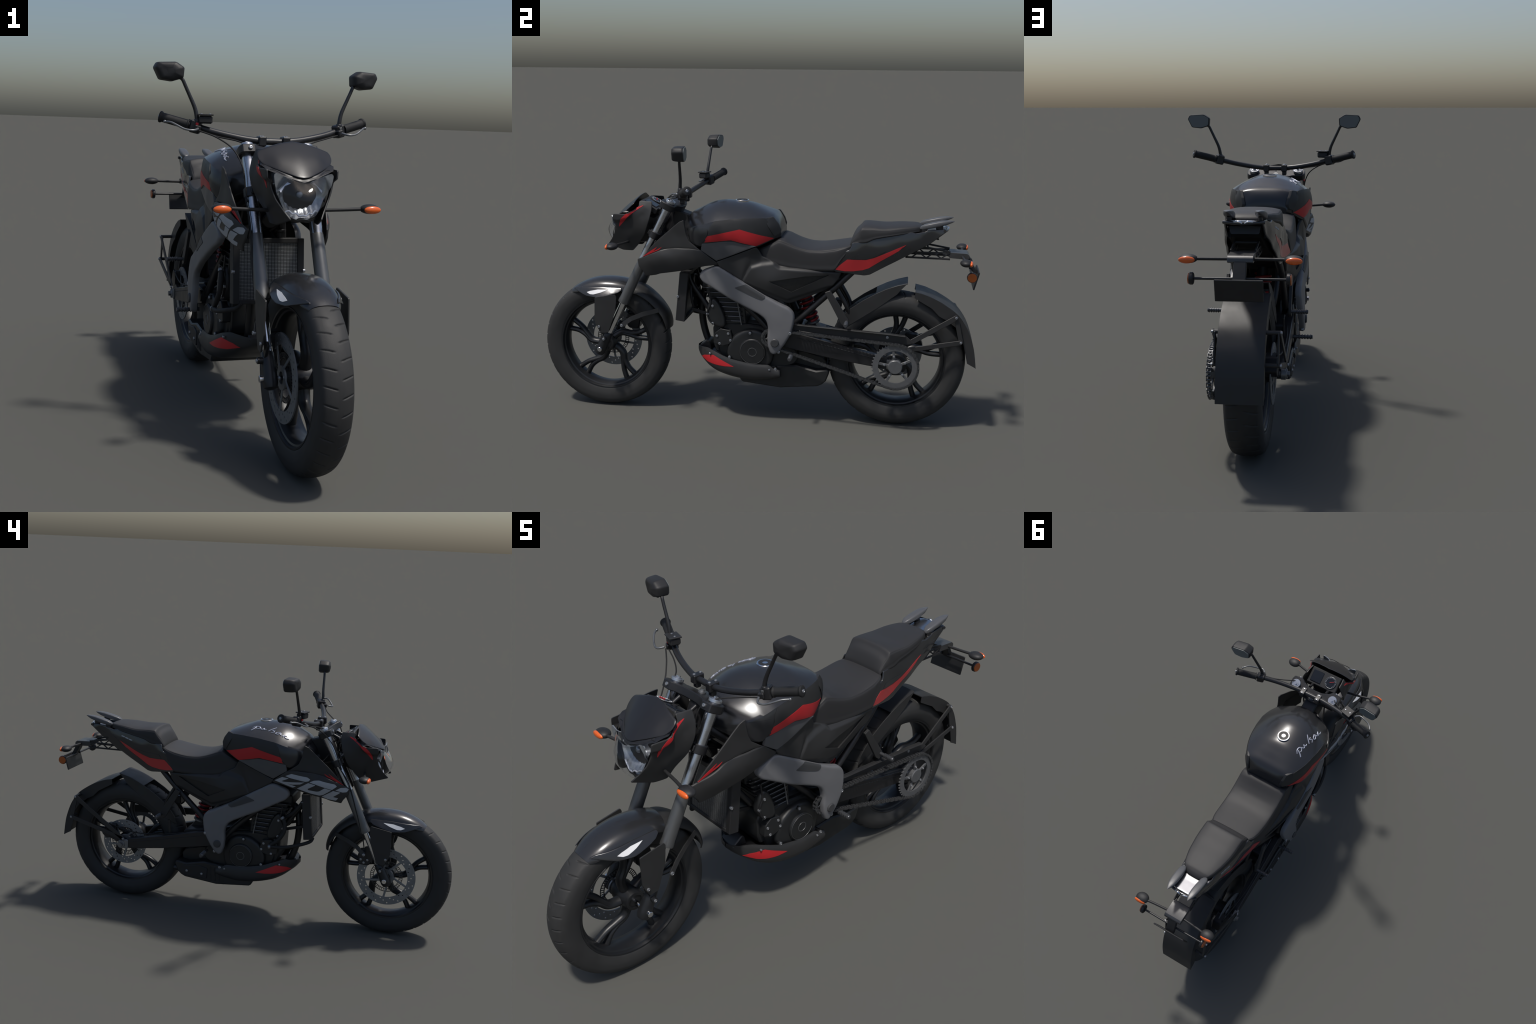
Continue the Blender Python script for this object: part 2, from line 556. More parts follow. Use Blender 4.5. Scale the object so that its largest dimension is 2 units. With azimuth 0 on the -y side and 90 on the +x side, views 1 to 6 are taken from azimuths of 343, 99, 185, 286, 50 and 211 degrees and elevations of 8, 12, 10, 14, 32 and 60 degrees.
def g_panel(outline, depth, thick=0.006, rr=0.0, h=0.007, axis='x', holes=(), drop=None):
    """panel whose outline lies in the plane across `axis`; depth(a,b) shapes it,
    rr rounds its border, thick gives it body towards the machine"""
    ins = (rr * 0.25, rr * 0.6, rr) if rr > 0 else ()
    rv, tri, o = fill(outline, holes, h, ins)
    d = depth(rv[:, 0], rv[:, 1])
    front = d.copy()
    if rr > 0:
        q = np.clip(dist_to(o, rv) / rr, 0, 1)
        front = d - (drop or rr) * (1 - np.sqrt(np.clip(1 - (1 - q) ** 2, 0, 1)))
    if drop is None and rr > 0:
        back = np.minimum(d - max(thick, rr * 1.05), front - 0.0008)
    else:
        back = d - max(thick, (drop or 0) + 0.001)
    n = len(rv)
    sgn = -1 if axis == 'y' else 1
    def P(a, b, c):
        if axis == 'x':
            return (c, a, b)
        if axis == 'y':
            return (a, -c, b)
        return (a, b, c)
    V = [P(rv[i, 0], rv[i, 1], front[i]) for i in range(n)] + [P(rv[i, 0], rv[i, 1], back[i]) for i in range(n)]
    F = [tuple(t) for t in tri] + [tuple(t[::-1] + n) for t in tri]
    F += [(e[1], e[0], e[0] + n, e[1] + n) for e in rim_edges(tri)]
    return V, F

def bvh_of(obs):
    V, F = [], []
    for ob in obs:
        o = len(V)
        V += [v.co.copy() for v in ob.data.vertices]
        F += [tuple(i + o for i in p.vertices) for p in ob.data.polygons]
    return BVHTree.FromPolygons(V, F)

def decal(name, outline, tree, side, mat, parent, off=0.0012, h=0.005, direction=None, plane=0.0, holes=()):
    """thin applied piece that follows the surface under it"""
    rv, tri, o = fill(outline, holes, h)
    dv = Vector(direction).normalized() if direction is not None else Vector((-side, 0, 0))
    base, nrm, ok = [], [], []
    for a, b in rv:
        org = Vector((side * plane if plane else side * 0.5, a, b))
        if direction is not None:
            org = org - dv * 0.5
        hit, n, i, dd = tree.ray_cast(org, dv)
        if hit is None:
            base.append(Vector((0, 0, 0))); nrm.append(Vector((0, 0, 1))); ok.append(False)
            continue
        if n.dot(dv) > 0:
            n = -n
        base.append(hit); nrm.append(n); ok.append(True)
    tri = np.array([t for t in tri if all(ok[i] for i in t)])
    if len(tri) == 0:
        return None
    nb = [Vector((0, 0, 0)) for _ in base]
    for t in tri:
        s = nrm[t[0]] + nrm[t[1]] + nrm[t[2]]
        for i in t:
            nb[i] += s
    use = sorted(set(int(i) for t in tri for i in t))
    ix = {k: j for j, k in enumerate(use)}
    n = len(use)
    nn = [(nb[i].normalized() if nb[i].length > 0 else Vector((side, 0, 0))) for i in use]
    V = [tuple(base[i] + q * off) for i, q in zip(use, nn)] + [tuple(base[i] - q * 0.0015) for i, q in zip(use, nn)]
    T = [tuple(ix[int(i)] for i in t) for t in tri]
    F = T + [tuple(i + n for i in reversed(t)) for t in T]
    F += [(e[1], e[0], e[0] + n, e[1] + n) for e in rim_edges(T)]
    return mk(name, V, F, mat, parent, 40)

def decal_both(name, outline, trees, mat, parents, **k):
    decal(name, outline, trees[0], 1, mat, parents[0], **k)
    decal(name, outline, trees[1], -1, mat, parents[1], **k)

# ---- bolts: one shared mesh -----------------------------------------
def bolt_mesh():
    prof = [(-0.006, 0.0), (-0.006, 0.0062), (0.0, 0.0066), (0.0025, 0.0060), (0.0034, 0.0046), (0.0034, 0.0030), (0.0018, 0.0024), (0.0018, 0.0)]
    V, F = g_revolve(prof, 0, 0, 16)
    me = bpy.data.meshes.new("bolt")
    me.from_pydata(V, [], F)
    finish(me, 35)
    me.materials.append(M["bolt"])
    return me
BOLT = bolt_mesh()

def bolt(p, parent, s=1.0, d=(1, 0, 0)):
    ob = bpy.data.objects.new("bolt", BOLT)
    COL.objects.link(ob)
    ob.parent = parent
    q = Vector((1, 0, 0)).rotation_difference(Vector(d))
    ob.matrix_local = Matrix.Translation(Vector(p)) @ q.to_matrix().to_4x4() @ Matrix.Scale(s, 4)
    return ob

def bolts_both(ps, parents, s=1.0):
    for x, y, z in ps:
        bolt((x, y, z), parents[0], s)
        bolt((-x, y, z), parents[1], s, (-1, 0, 0))

# =====================================================================
#  1. wheels
# =====================================================================
FW = (-0.698, 0.3035)      # front axle (y, z)
RW = (0.650, 0.3065)       # rear axle

def tyre_data(cy, cz, R, w, rb, n_groove, nseg=1120, vee=1.0):
    half = [(0.80 * w, rb), (0.90 * w, rb + 0.010), (0.985 * w, rb + 0.030), (1.0 * w, rb + 0.045),
            (0.955 * w, rb + 0.062), (0.80 * w, R - 0.0115), (0.55 * w, R - 0.0045), (0.28 * w, R - 0.001), (0.0, R)]
    h = spl(half, 5)
    prof = [tuple(p) for p in h] + [(-p[0], p[1]) for p in h[-2::-1]]
    V, F = [], []
    k = len(prof)
    pitch = 2 * math.pi / n_groove
    for i in range(nseg):
        a = 2 * math.pi * i / nseg
        for x, r in prof:
            t = abs(x) / w
            g = 0.0
            if 0.10 < t < 0.88:
                sh = 0.0 if x > 0 else 0.5
                slope = -0.34 * (t - 0.45) * vee
                q = ((a / pitch + sh - slope) % 1.0 - 0.5) * pitch * R
                env = min(1, (t - 0.10) / 0.12) * min(1, (0.88 - t) / 0.12)
                g = 0.0038 * env * math.exp(-(q / 0.0021) ** 2)
            V.append((x, cy + (r - g) * math.cos(a), cz + (r - g) * math.sin(a)))
    for i in range(nseg):
        for j in range(k - 1):
            a, b = i * k, ((i + 1) % nseg) * k
            F.append((a + j, b + j, b + j + 1, a + j + 1))
        a, b = i * k, ((i + 1) % nseg) * k
        F.append((a + k - 1, b + k - 1, b, a))
    return V, F

def rim_data(cy, cz, w):
    prof = [(w, 0.2205), (w + 0.003, 0.2185), (w + 0.002, 0.213), (w - 0.004, 0.2095), (w - 0.007, 0.2085), (w - 0.010, 0.203),
            (w - 0.022, 0.1975), (0.014, 0.1945), (-0.014, 0.1945), (-w + 0.022, 0.1975), (-w + 0.010, 0.203), (-w + 0.007, 0.2085),
            (-w + 0.004, 0.2095), (-w - 0.002, 0.213), (-w - 0.003, 0.2185), (-w, 0.2205), (-w + 0.006, 0.2215), (w - 0.006, 0.2215)]
    return g_revolve(prof, cy, cz, 160, True)

def spoke_data(cy, cz, base_deg, wide=0.0135):
    """five pairs of S-shaped spokes"""
    out = []
    for k in range(5):
        c = base_deg + 72 * k
        for path in (((0.034, 29), (0.060, 26), (0.084, 19), (0.112, 6), (0.150, -3.5), (0.200, -6.5)),
                     ((0.034, 29), (0.062, 26.5), (0.090, 21), (0.118, 10), (0.155, 6), (0.200, 7.5))):
            pts = [(0, cy + r * math.cos(math.radians(c + a)), cz + r * math.sin(math.radians(c + a))) for r, a in path]
            P = spl(pts, 6)
            V, F = g_tube(P, [0.0175, 0.0160, 0.0140, 0.0125, 0.0118, 0.0122], 14, 1)
            V = [(v[0] * 1.30, v[1], v[2]) for v in V]
            out.append((V, F))
    return join(out)

def perforated_ring(cx, cy, cz, ri, ro, t, holes, n=120):
    circ = lambda r, m: [(cy + r * math.cos(2 * math.pi * i / m), cz + r * math.sin(2 * math.pi * i / m)) for i in range(m)]
    hl = [circ(ri, n)]
    for rh, ah, r in holes:
        a = math.radians(ah)
        y, z = cy + rh * math.cos(a), cz + rh * math.sin(a)
        hl.append([(y + r * math.cos(q), z + r * math.sin(q)) for q in np.linspace(0, 2 * math.pi, 11)[:-1]])
    rv, tri, o = fill(circ(ro, n), hl, 0.009)
    m = len(rv)
    V = [(cx + t / 2, *p) for p in rv] + [(cx - t / 2, *p) for p in rv]
    F = [tuple(q) for q in tri] + [tuple(q[::-1] + m) for q in tri]
    F += [(e[1], e[0], e[0] + m, e[1] + m) for e in rim_edges(tri)]
    return V, F

def make_wheel(c, R, w, rimw, groove, base, disc_x, disc_ro, disc_ri, hub_prof, abs_r):
    cy, cz = c
    wheel = mk("wheel", *join([rim_data(cy, cz, rimw), spoke_data(cy, cz, base)]), "rim", root, 30)
    mk("tyre", *tyre_data(cy, cz, R, w, 0.2145, groove), "tyre", wheel, 60)
    mk("hub", *g_revolve(hub_prof, cy, cz, 48), "rim", wheel, 30)
    rm, dr = (disc_ro + disc_ri) / 2, disc_ro - disc_ri
    holes = []
    nh = 15
    for i in range(nh):
        a = 360 / nh * i
        holes += [(rm + 0.26 * dr, a, 0.0036), (rm - 0.05 * dr, a + 8, 0.0034), (rm - 0.30 * dr, a + 16, 0.0036)]
    d = [perforated_ring(disc_x, cy, cz, disc_ri, disc_ro, 0.0045, holes)]
    for k in range(5):
        a0 = math.radians(base + 20 + 72 * k)
        a1 = a0 + 0.42
        d.append(g_bar((disc_x, cy + 0.03 * math.cos(a0), cz + 0.03 * math.sin(a0)),
                       (disc_x, cy + (disc_ri + 0.004) * math.cos(a1), cz + (disc_ri + 0.004) * math.sin(a1)), 0.010, 0.004))
    d.append(g_revolve([(disc_x - 0.003, 0.020), (disc_x - 0.003, 0.038), (disc_x + 0.003, 0.038), (disc_x + 0.003, 0.020)], cy, cz, 48, True))
    mk("brake_disc", *join(d), "disc", wheel, 30)
    a = []
    ri, ro = abs_r
    sx = disc_x + (0.008 if disc_x < 0 else -0.008)
    for r0, r1 in ((ri, ri + 0.003), (ro - 0.003, ro)):
        a.append(g_revolve([(sx - 0.001, r0), (sx - 0.001, r1), (sx + 0.001, r1), (sx + 0.001, r0)], cy, cz, 96, True))
    for i in range(48):
        t = 2 * math.pi * i / 48
        a.append(g_bar((sx, cy + (ri + 0.001) * math.cos(t), cz + (ri + 0.001) * math.sin(t)),
                       (sx, cy + (ro - 0.001) * math.cos(t), cz + (ro - 0.001) * math.sin(t)), 0.0028, 0.0018, 0))
    ring = mk("speed_sensor_ring", *join(a), "black", wheel, 30)
    ring["kind"] = "stuff"
    return wheel

front_wheel = make_wheel(FW, 0.3035, 0.0545, 0.045, 36, 13, -0.068, 0.140, 0.102,
    [(-0.066, 0.0), (-0.066, 0.034), (-0.046, 0.036), (-0.044, 0.041), (0.030, 0.041), (0.046, 0.036), (0.048, 0.032),
     (0.048, 0.026), (0.043, 0.025), (0.043, 0.0)], (0.060, 0.078))
mk("axle", *join([g_cyl((-0.139, *FW), (0.139, *FW), 0.0075, n=20),
                  g_cyl((0.128, *FW), (0.141, *FW), 0.0105, n=20, bev=0.001),
                  g_cyl((-0.128, *FW), (-0.141, *FW), 0.0105, n=20, bev=0.001)]), "chrome", front_wheel)
rear_wheel = make_wheel(RW, 0.3065, 0.069, 0.056, 36, 13, -0.083, 0.117, 0.080,
    [(-0.084, 0.0), (-0.084, 0.030), (-0.060, 0.034), (-0.055, 0.044), (0.050, 0.044), (0.060, 0.050), (0.110, 0.050),
     (0.115, 0.044), (0.115, 0.0)], (0.052, 0.074))
mk("axle", *join([g_cyl((-0.143, *RW), (0.150, *RW), 0.009, n=20),
                  g_cyl((-0.128, *RW), (-0.136, *RW), 0.020, n=28, bev=0.0015),
                  g_cyl((-0.134, *RW), (-0.146, *RW), 0.011, n=6)]), "steel", rear_wheel)

# =====================================================================
#  2. front fork
# =====================================================================
FX = 0.104
ax_top = np.array([0, -0.358, 0.998]); ax_bot = np.array([0, *FW])
AX = (ax_bot - ax_top) / np.linalg.norm(ax_bot - ax_top)      # down the fork
FWD = np.array([0, AX[2], -AX[1]])                            # forward, across the fork
def on_fork(z, x=FX, fwd=0.0):
    t = (z - ax_top[2]) / AX[2]
    p = ax_top + AX * t + FWD * fwd
    return np.array([x, p[1], p[2]])

legs = []
for s in (1, -1):
    leg = mk("fork_leg", *g_tube([on_fork(z, s * FX) for z in (0.992, 0.90, 0.80, 0.735, 0.715)],
             [0.0207, 0.0207, 0.0209, 0.0213, 0.0213], 36, 1), "fork", root, 40)
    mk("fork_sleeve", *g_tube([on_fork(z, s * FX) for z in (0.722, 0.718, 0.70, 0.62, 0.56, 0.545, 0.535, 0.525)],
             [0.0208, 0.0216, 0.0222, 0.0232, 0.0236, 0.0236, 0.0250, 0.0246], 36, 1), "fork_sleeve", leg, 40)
    mk("fork_inner_tube", *g_cyl(on_fork(0.53, s * FX), on_fork(0.36, s * FX), 0.0155, n=28), "chrome", leg)
    low = [on_fork(z, s * 0.107) for z in (0.380, 0.374, 0.345, 0.305, 0.290, 0.278, 0.272)]
    casting = mk("fork_lower_casting", *g_tube(low, [0.015, 0.0205, 0.0225, 0.0245, 0.0245, 0.021, 0.010], 28, 1), "rim", leg, 40)
    mk("fork_lug", *join([g_cyl((s * 0.118, -0.676, 0.355), (s * 0.143, -0.676, 0.355), 0.0105, n=20, bev=0.001),
                          g_bar((s * 0.118, -0.697, 0.413), (s * 0.118, -0.668, 0.355), 0.022, 0.010)]), "rim", leg)
    bolt((s * 0.143, -0.676, 0.355), leg, 1.0, (s, 0, 0))
    # tube cap
    cap_c = on_fork(0.994, s * FX)
    cap = [g_cyl(cap_c + AX * 0.004, cap_c - AX * 0.008, 0.0225, n=36, bev=0.0015), g_cyl(cap_c - AX * 0.008, cap_c - AX * 0.010, 0.0150, n=28, bev=0.0008),
           g_cyl(cap_c - AX * 0.010, cap_c - AX * 0.0155, 0.0072, n=6)]
    mk("fork_cap", *join(cap), "capmetal", leg, 30)
    # guard plate beside the lower leg
    go = fillet([(-0.715, 0.549), (-0.618, 0.566), (-0.613, 0.555), (-0.620, 0.485), (-0.655, 0.386), (-0.690, 0.384), (-0.711, 0.421), (-0.717, 0.442)], 0.004)
    V, F = g_panel(go, tps([(-0.715, 0.55, 0.136), (-0.613, 0.564, 0.136), (-0.66, 0.386, 0.136), (-0.70, 0.413, 0.139)], 1e-5), 0.005, 0.0, 0.012)
    if s < 0:
        V, F = flip(V), [f[::-1] for f in F]
    guard = mk("fork_guard", V, F, "satin", leg, 40)
    bolt((s * 0.140, -0.697, 0.413), guard, 1.0, (s, 0, 0))
    # fender stay
    stay = [(s * x, y, z) for x, y, z in [(0.128, -0.592, 0.421), (0.113, -0.555, 0.449), (0.090, -0.505, 0.468), (0.060, -0.440, 0.482)]]
    parts = [g_bar(stay[i], stay[i + 1], 0.020, 0.004, 0.0, 0.002) for i in range(3)]
    mk("fender_stay", *join(parts), "satin", leg)
    bolt((s * 0.131, -0.592, 0.421), leg, 1.1, (s, 0, 0))
    legs.append(leg)

def fork_plate(outline, d0, d1, ctr, bev):
    """plate across the fork: outline in (x, forward), d along the fork axis"""
    V, F = g_prism(outline, d0, d1, bev, 2, 'z')
    return [tuple(np.array([a, 0, 0]) + ctr + FWD * b + AX * c) for a, b, c in V], F
tc_half = [(0.0, -0.052), (0.045, -0.046), (0.080, -0.030), (0.128, -0.028), (0.137, -0.012), (0.137, 0.018), (0.130, 0.036),
           (0.088, 0.040), (0.070, 0.024), (0.035, 0.012), (0.0, 0.010)]
tc = tc_half + [(-a, b) for a, b in tc_half[-2:0:-1]]
top_c = np.array([0, *on_fork(0.985)[1:]])
clamp = mk("top_clamp", *fork_plate(tc, -0.004, 0.026, top_c, 0.003), "black", root, 30)
for s in (1, -1):
    bolt(np.array([s * 0.103, 0, 0]) + top_c + FWD * 0.040 + AX * 0.010, clamp, 1.1, tuple(FWD))
mk("key_lock", *join([g_cyl(top_c - FWD * 0.030 - AX * 0.002, top_c - FWD * 0.030 - AX * 0.012, 0.014, n=24, bev=0.002),
                      g_cyl(top_c - FWD * 0.030 - AX * 0.012, top_c - FWD * 0.030 - AX * 0.016, 0.008, n=20)]), "steel", clamp)
lc = np.array([0, *on_fork(0.845)[1:]])
lcp = []
for s in (1, -1):
    c = lc + np.array([s * FX, 0, 0])
    lcp.append(g_cyl(c - AX * 0.016, c + AX * 0.016, 0.0275, n=30, bev=0.002))
    lcp.append(g_box(c + FWD * 0.024, (0.020, 0.020, 0.020), Matrix.Rotation(math.radians(-26), 3, 'X'), 0.002))
lcp.append(fork_plate([(-0.085, -0.032), (0.085, -0.032), (0.088, 0.010), (-0.088, 0.010)], -0.013, 0.013, lc, 0.003))
mk("lower_clamp", *join(lcp), "black", root, 30)
mk("steering_head", *join([g_cyl(top_c - FWD * 0.030 + AX * 0.026, top_c - FWD * 0.030 + AX * 0.17, 0.030, n=32, bev=0.003),
    g_prism([(-0.36, 0.955), (-0.29, 0.93), (-0.20, 0.86), (-0.20, 0.78), (-0.30, 0.80), (-0.40, 0.83)], -0.035, 0.035, 0.006)]), "black", root, 30)

# =====================================================================
#  3. front fender
# =====================================================================
def fender_loft(stations, thick=0.0035, steps=34):
    """stations: (phi_deg, r_top, half_width, edge_drop)"""
    ph = [s[0] for s in stations]
    fr, fw, fd = (pchip(ph, [s[i] for s in stations]) for i in (1, 2, 3))
    rings = []
    tpl = [(0, 0), (0.22, 0.03), (0.45, 0.10), (0.66, 0.24), (0.84, 0.48), (0.96, 0.80), (1.0, 1.0)]
    T = spl(tpl, 3)
    for i in range(steps + 1):
        p = ph[0] + (ph[-1] - ph[0]) * i / steps
        a = math.radians(p)
        r, w, d = fr(p), fw(p), fd(p)
        prof = [(-u * w, r - v * d) for u, v in T[::-1]] + [(u * w, r - v * d) for u, v in T[1:]]
        innr = [(x * (1 - thick / max(w, 0.01)), q - thick) for x, q in prof[::-1]]
        rings.append([(x, FW[0] + q * math.cos(a), FW[1] + q * math.sin(a)) for x, q in prof + innr])
    return g_loft(rings)
fender = mk("fender", *fender_loft([(64, 0.327, 0.074, 0.044), (75, 0.323, 0.0765, 0.045), (88, 0.3175, 0.0775, 0.044), (100, 0.315, 0.075, 0.043), (110, 0.312, 0.070, 0.038),
                                    (118, 0.309, 0.060, 0.030), (122.5, 0.3065, 0.049, 0.022)]), "gloss", root, 45)
mk("fender_tail", *fender_loft([(16, 0.322, 0.044, 0.016), (20, 0.330, 0.052, 0.020), (30, 0.338, 0.058, 0.026), (44, 0.3365, 0.062, 0.030), (56, 0.335, 0.066, 0.036),
                                (67, 0.320, 0.070, 0.040)]), "satin", fender, 45)
fs_out = fillet([(-0.849, 0.566), (-0.772, 0.543), (-0.713, 0.540), (-0.690, 0.545), (-0.620, 0.563), (-0.604, 0.574), (-0.606, 0.584), (-0.70, 0.585), (-0.76, 0.581), (-0.83, 0.574)], 0.004)
fs = g_panel(fs_out, tps([(-0.849, 0.566, 0.047), (-0.80, 0.575, 0.068), (-0.76, 0.578, 0.0790), (-0.66, 0.580, 0.0800), (-0.604, 0.580, 0.080),
                          (-0.772, 0.544, 0.092), (-0.713, 0.543, 0.105), (-0.65, 0.560, 0.098), (-0.615, 0.568, 0.089)], 1e-6), 0.004, 0.002, 0.007)
fp = both("fender_side", fs, "gloss", fender, 40)
wd = fillet([(-0.770, 0.559), (-0.752, 0.566), (-0.716, 0.5735), (-0.668, 0.5745), (-0.700, 0.562), (-0.735, 0.552), (-0.752, 0.552)], 0.002, 2)
decal_both("white_mark", wd, [bvh_of([fp[0]]), bvh_of([fp[1]])], "white", fp, off=0.0010)

# =====================================================================
#  4. headlamp unit
# =====================================================================
cowl_out = fillet([(-0.508, 0.993), (-0.447, 0.992), (-0.446, 0.955), (-0.456, 0.912), (-0.479, 0.850), (-0.519, 0.793), (-0.546, 0.763), (-0.595, 0.762),
                   (-0.671, 0.785), (-0.648, 0.812), (-0.628, 0.845), (-0.617, 0.886), (-0.624, 0.910), (-0.622, 0.935), (-0.565, 0.936), (-0.545, 0.945), (-0.508, 0.970)], 0.006)
cowl_base = tps([(-0.621, 0.935, 0.106), (-0.451, 0.990, 0.098), (-0.508, 0.992, 0.091), (-0.455, 0.913, 0.122), (-0.546, 0.762, 0.077), (-0.519, 0.793, 0.082),
              (-0.671, 0.785, 0.052), (-0.598, 0.877, 0.106), (-0.535, 0.943, 0.114), (-0.485, 0.972, 0.105), (-0.560, 0.925, 0.112), (-0.60, 0.915, 0.108), (-0.56, 0.885, 0.107),
              (-0.50, 0.850, 0.108), (-0.56, 0.820, 0.096), (-0.62, 0.820, 0.082), (-0.60, 0.775, 0.072), (-0.49, 0.93, 0.112)], 1e-6)
def cowl_d(a, b):
    """side cowl with a raised cheek beside the lamp"""
    a, b = np.asarray(a, float), np.asarray(b, float)
    zb = np.interp(a, [-0.63, -0.60, -0.56, -0.53], [0.897, 0.893, 0.905, 0.925])
    t = np.clip((b - zb) / 0.014, 0, 1) * np.clip((-0.532 - a) / 0.018, 0, 1)
    return cowl_base(a, b) + 0.012 * t * t * (3 - 2 * t)
cowl = both("headlamp_cowl", g_panel(cowl_out, cowl_d, 0.005, 0.002, 0.0045), "satin", root, 40)
ct = [bvh_of([cowl[0]]), bvh_of([cowl[1]])]
decal_both("red_stripe", spl([(-0.484, 0.975), (-0.512, 0.966), (-0.540, 0.951), (-0.568, 0.931), (-0.590, 0.908), (-0.599, 0.877), (-0.586, 0.889), (-0.568, 0.909), (-0.545, 0.931), (-0.512, 0.956)], 3, True), ct, "red", cowl)

vis_out = [(0, 1.018), (0.045, 1.011), (0.085, 0.999), (0.117, 0.987), (0.123, 0.978), (0.123, 0.962), (0.112, 0.947), (0.060, 0.926), (0.018, 0.911), (0, 0.9095)]
vis_out = fillet(vis_out + [(-a, b) for a, b in vis_out[-2:0:-1]], 0.006)
vis_d = tps([(0, 1.018, 0.512), (0, 0.975, 0.572), (0, 0.9095, 0.640), (0.123, 0.982, 0.530), (-0.123, 0.982, 0.530), (0.111, 0.946, 0.570), (-0.111, 0.946, 0.570),
             (0.07, 0.96, 0.577), (-0.07, 0.96, 0.577), (0.06, 1.006, 0.522), (-0.06, 1.006, 0.522), (0.055, 0.925, 0.614), (-0.055, 0.925, 0.614)], 1e-6)
visor = mk("visor", *g_panel(vis_out, vis_d, 0.004, 0.003, 0.008, 'y'), "visor", root, 40)
# dark brow between visor and lamp
brow_out = [(0, 0.914), (0.058, 0.929), (0.112, 0.951), (0.119, 0.944), (0.108, 0.931), (0.055, 0.912), (0, 0.8945)]
brow_out = brow_out + [(-a, b) for a, b in brow_out[-2:0:-1]]
mk("lamp_brow", *g_panel(brow_out, tps([(0, 0.914, 0.630), (0, 0.8945, 0.642), (0.112, 0.951, 0.560), (-0.112, 0.951, 0.560), (0.116, 0.938, 0.592), (-0.116, 0.938, 0.592), (0.055, 0.914, 0.623), (-0.055, 0.914, 0.623)], 1e-6),
   0.02, 0.002, 0.008, 'y'), "black", visor, 40)

def lamp_outline(k=0.0):
    h = [(0, 0.893 + k), (0.050, 0.909 + k), (0.091, 0.925 + k), (0.097 + k, 0.918), (0.093 + k, 0.892), (0.080 + k, 0.855), (0.063 + k, 0.815),
         (0.046 + 0.7 * k, 0.793 - 0.7 * k), (0.020, 0.783 - k), (0, 0.787 - k)]
    return fillet(h + [(-a, b) for a, b in h[-2:0:-1]], 0.006)
lamp_d0 = [(0, 0.893, 0.650), (0.103, 0.927, 0.603), (0.085, 0.870, 0.628), (0.060, 0.812, 0.643), (0, 0.784, 0.655), (0, 0.84, 0.684), (0.045, 0.86, 0.668), (0.07, 0.905, 0.637)]
lamp_d = tps(lamp_d0 + [(-a, b, c) for a, b, c in lamp_d0 if a], 1e-6)
bez = lamp_outline(0.012)
house = mk("headlamp", *g_panel(bez, lambda a, b: np.minimum(lamp_d(a, b), 0.648) - 0.016, 0.03, 0.003, 0.009, 'y', holes=[lamp_outline(-0.002)]), "black", root, 40)
mk("headlamp_lens", *g_panel(lamp_outline(0.001), lamp_d, 0.003, 0.003, 0.008, 'y'), "lens", house, 60)
def bowl(a, b):
    r = np.hypot(a / 0.085, (b - 0.858) / 0.07)
    fac = 0.0016 * np.sin(a * 420) * np.clip((0.86 - b) / 0.03, 0, 1) + 0.004 * np.clip((b - 0.87) / 0.03, 0, 1)
    return 0.578 + 0.050 * np.clip(r, 0, 1.1) ** 1.5 + fac * np.clip(r * 1.5, 0, 1) - 0.004
mk("lamp_reflector", *g_panel(lamp_outline(0.0), bowl, 0.004, 0.0, 0.006, 'y'), "bowl", house, 50)
mk("lamp_bulb", *join([g_cyl((0, -0.560, 0.858), (0, -0.600, 0.858), 0.013, n=24, bev=0.004), g_ellipsoid((0, -0.600, 0.858), (0.011, 0.008, 0.011))]), "bulb", house)
# two wing reflectors at the upper corners
wing = [(0.034, 0.892), (0.062, 0.903), (0.091, 0.916), (0.084, 0.892), (0.066, 0.864), (0.052, 0.884)]
wg = g_panel(wing, tps([(0.03, 0.89, 0.618), (0.091, 0.916, 0.592), (0.066, 0.864, 0.617), (0.06, 0.89, 0.604)], 1e-5), 0.004, 0.0, 0.006, 'y')
both("lamp_wing", wg, "reflector", house, 30)
mk("lamp_chin", *g_tube([(x, -0.640 + 0.30 * abs(x), 0.794 + 0.0025 * math.cos(x * 300) + 0.30 * abs(x)) for x in np.linspace(-0.050, 0.050, 41)], 0.0028, 8, 1), "reflector", house)
# lamp body behind
mk("lamp_housing", *g_loft([[(x * k, y, 0.86 + (z - 0.86) * k2) for x, z in
     [(0.10, 0.935), (0.04, 0.93), (-0.04, 0.93), (-0.10, 0.935), (-0.085, 0.86), (-0.05, 0.80), (0, 0.79), (0.05, 0.80), (0.085, 0.86)]]
     for y, k, k2 in ((-0.600, 0.98, 0.98), (-0.56, 0.95, 1.0), (-0.50, 0.85, 1.0), (-0.455, 0.6, 0.7))]), "black", house, 30)
brk = []
for s in (1, -1):
    brk.append(g_cyl((s * 0.045, -0.47, 0.93), (s * 0.045, -0.395, 0.965), 0.007))
    brk.append(g_cyl((s * 0.045, -0.47, 0.88), (s * 0.055, -0.43, 0.85), 0.007))
mk("lamp_bracket", *join(brk), "black", house)

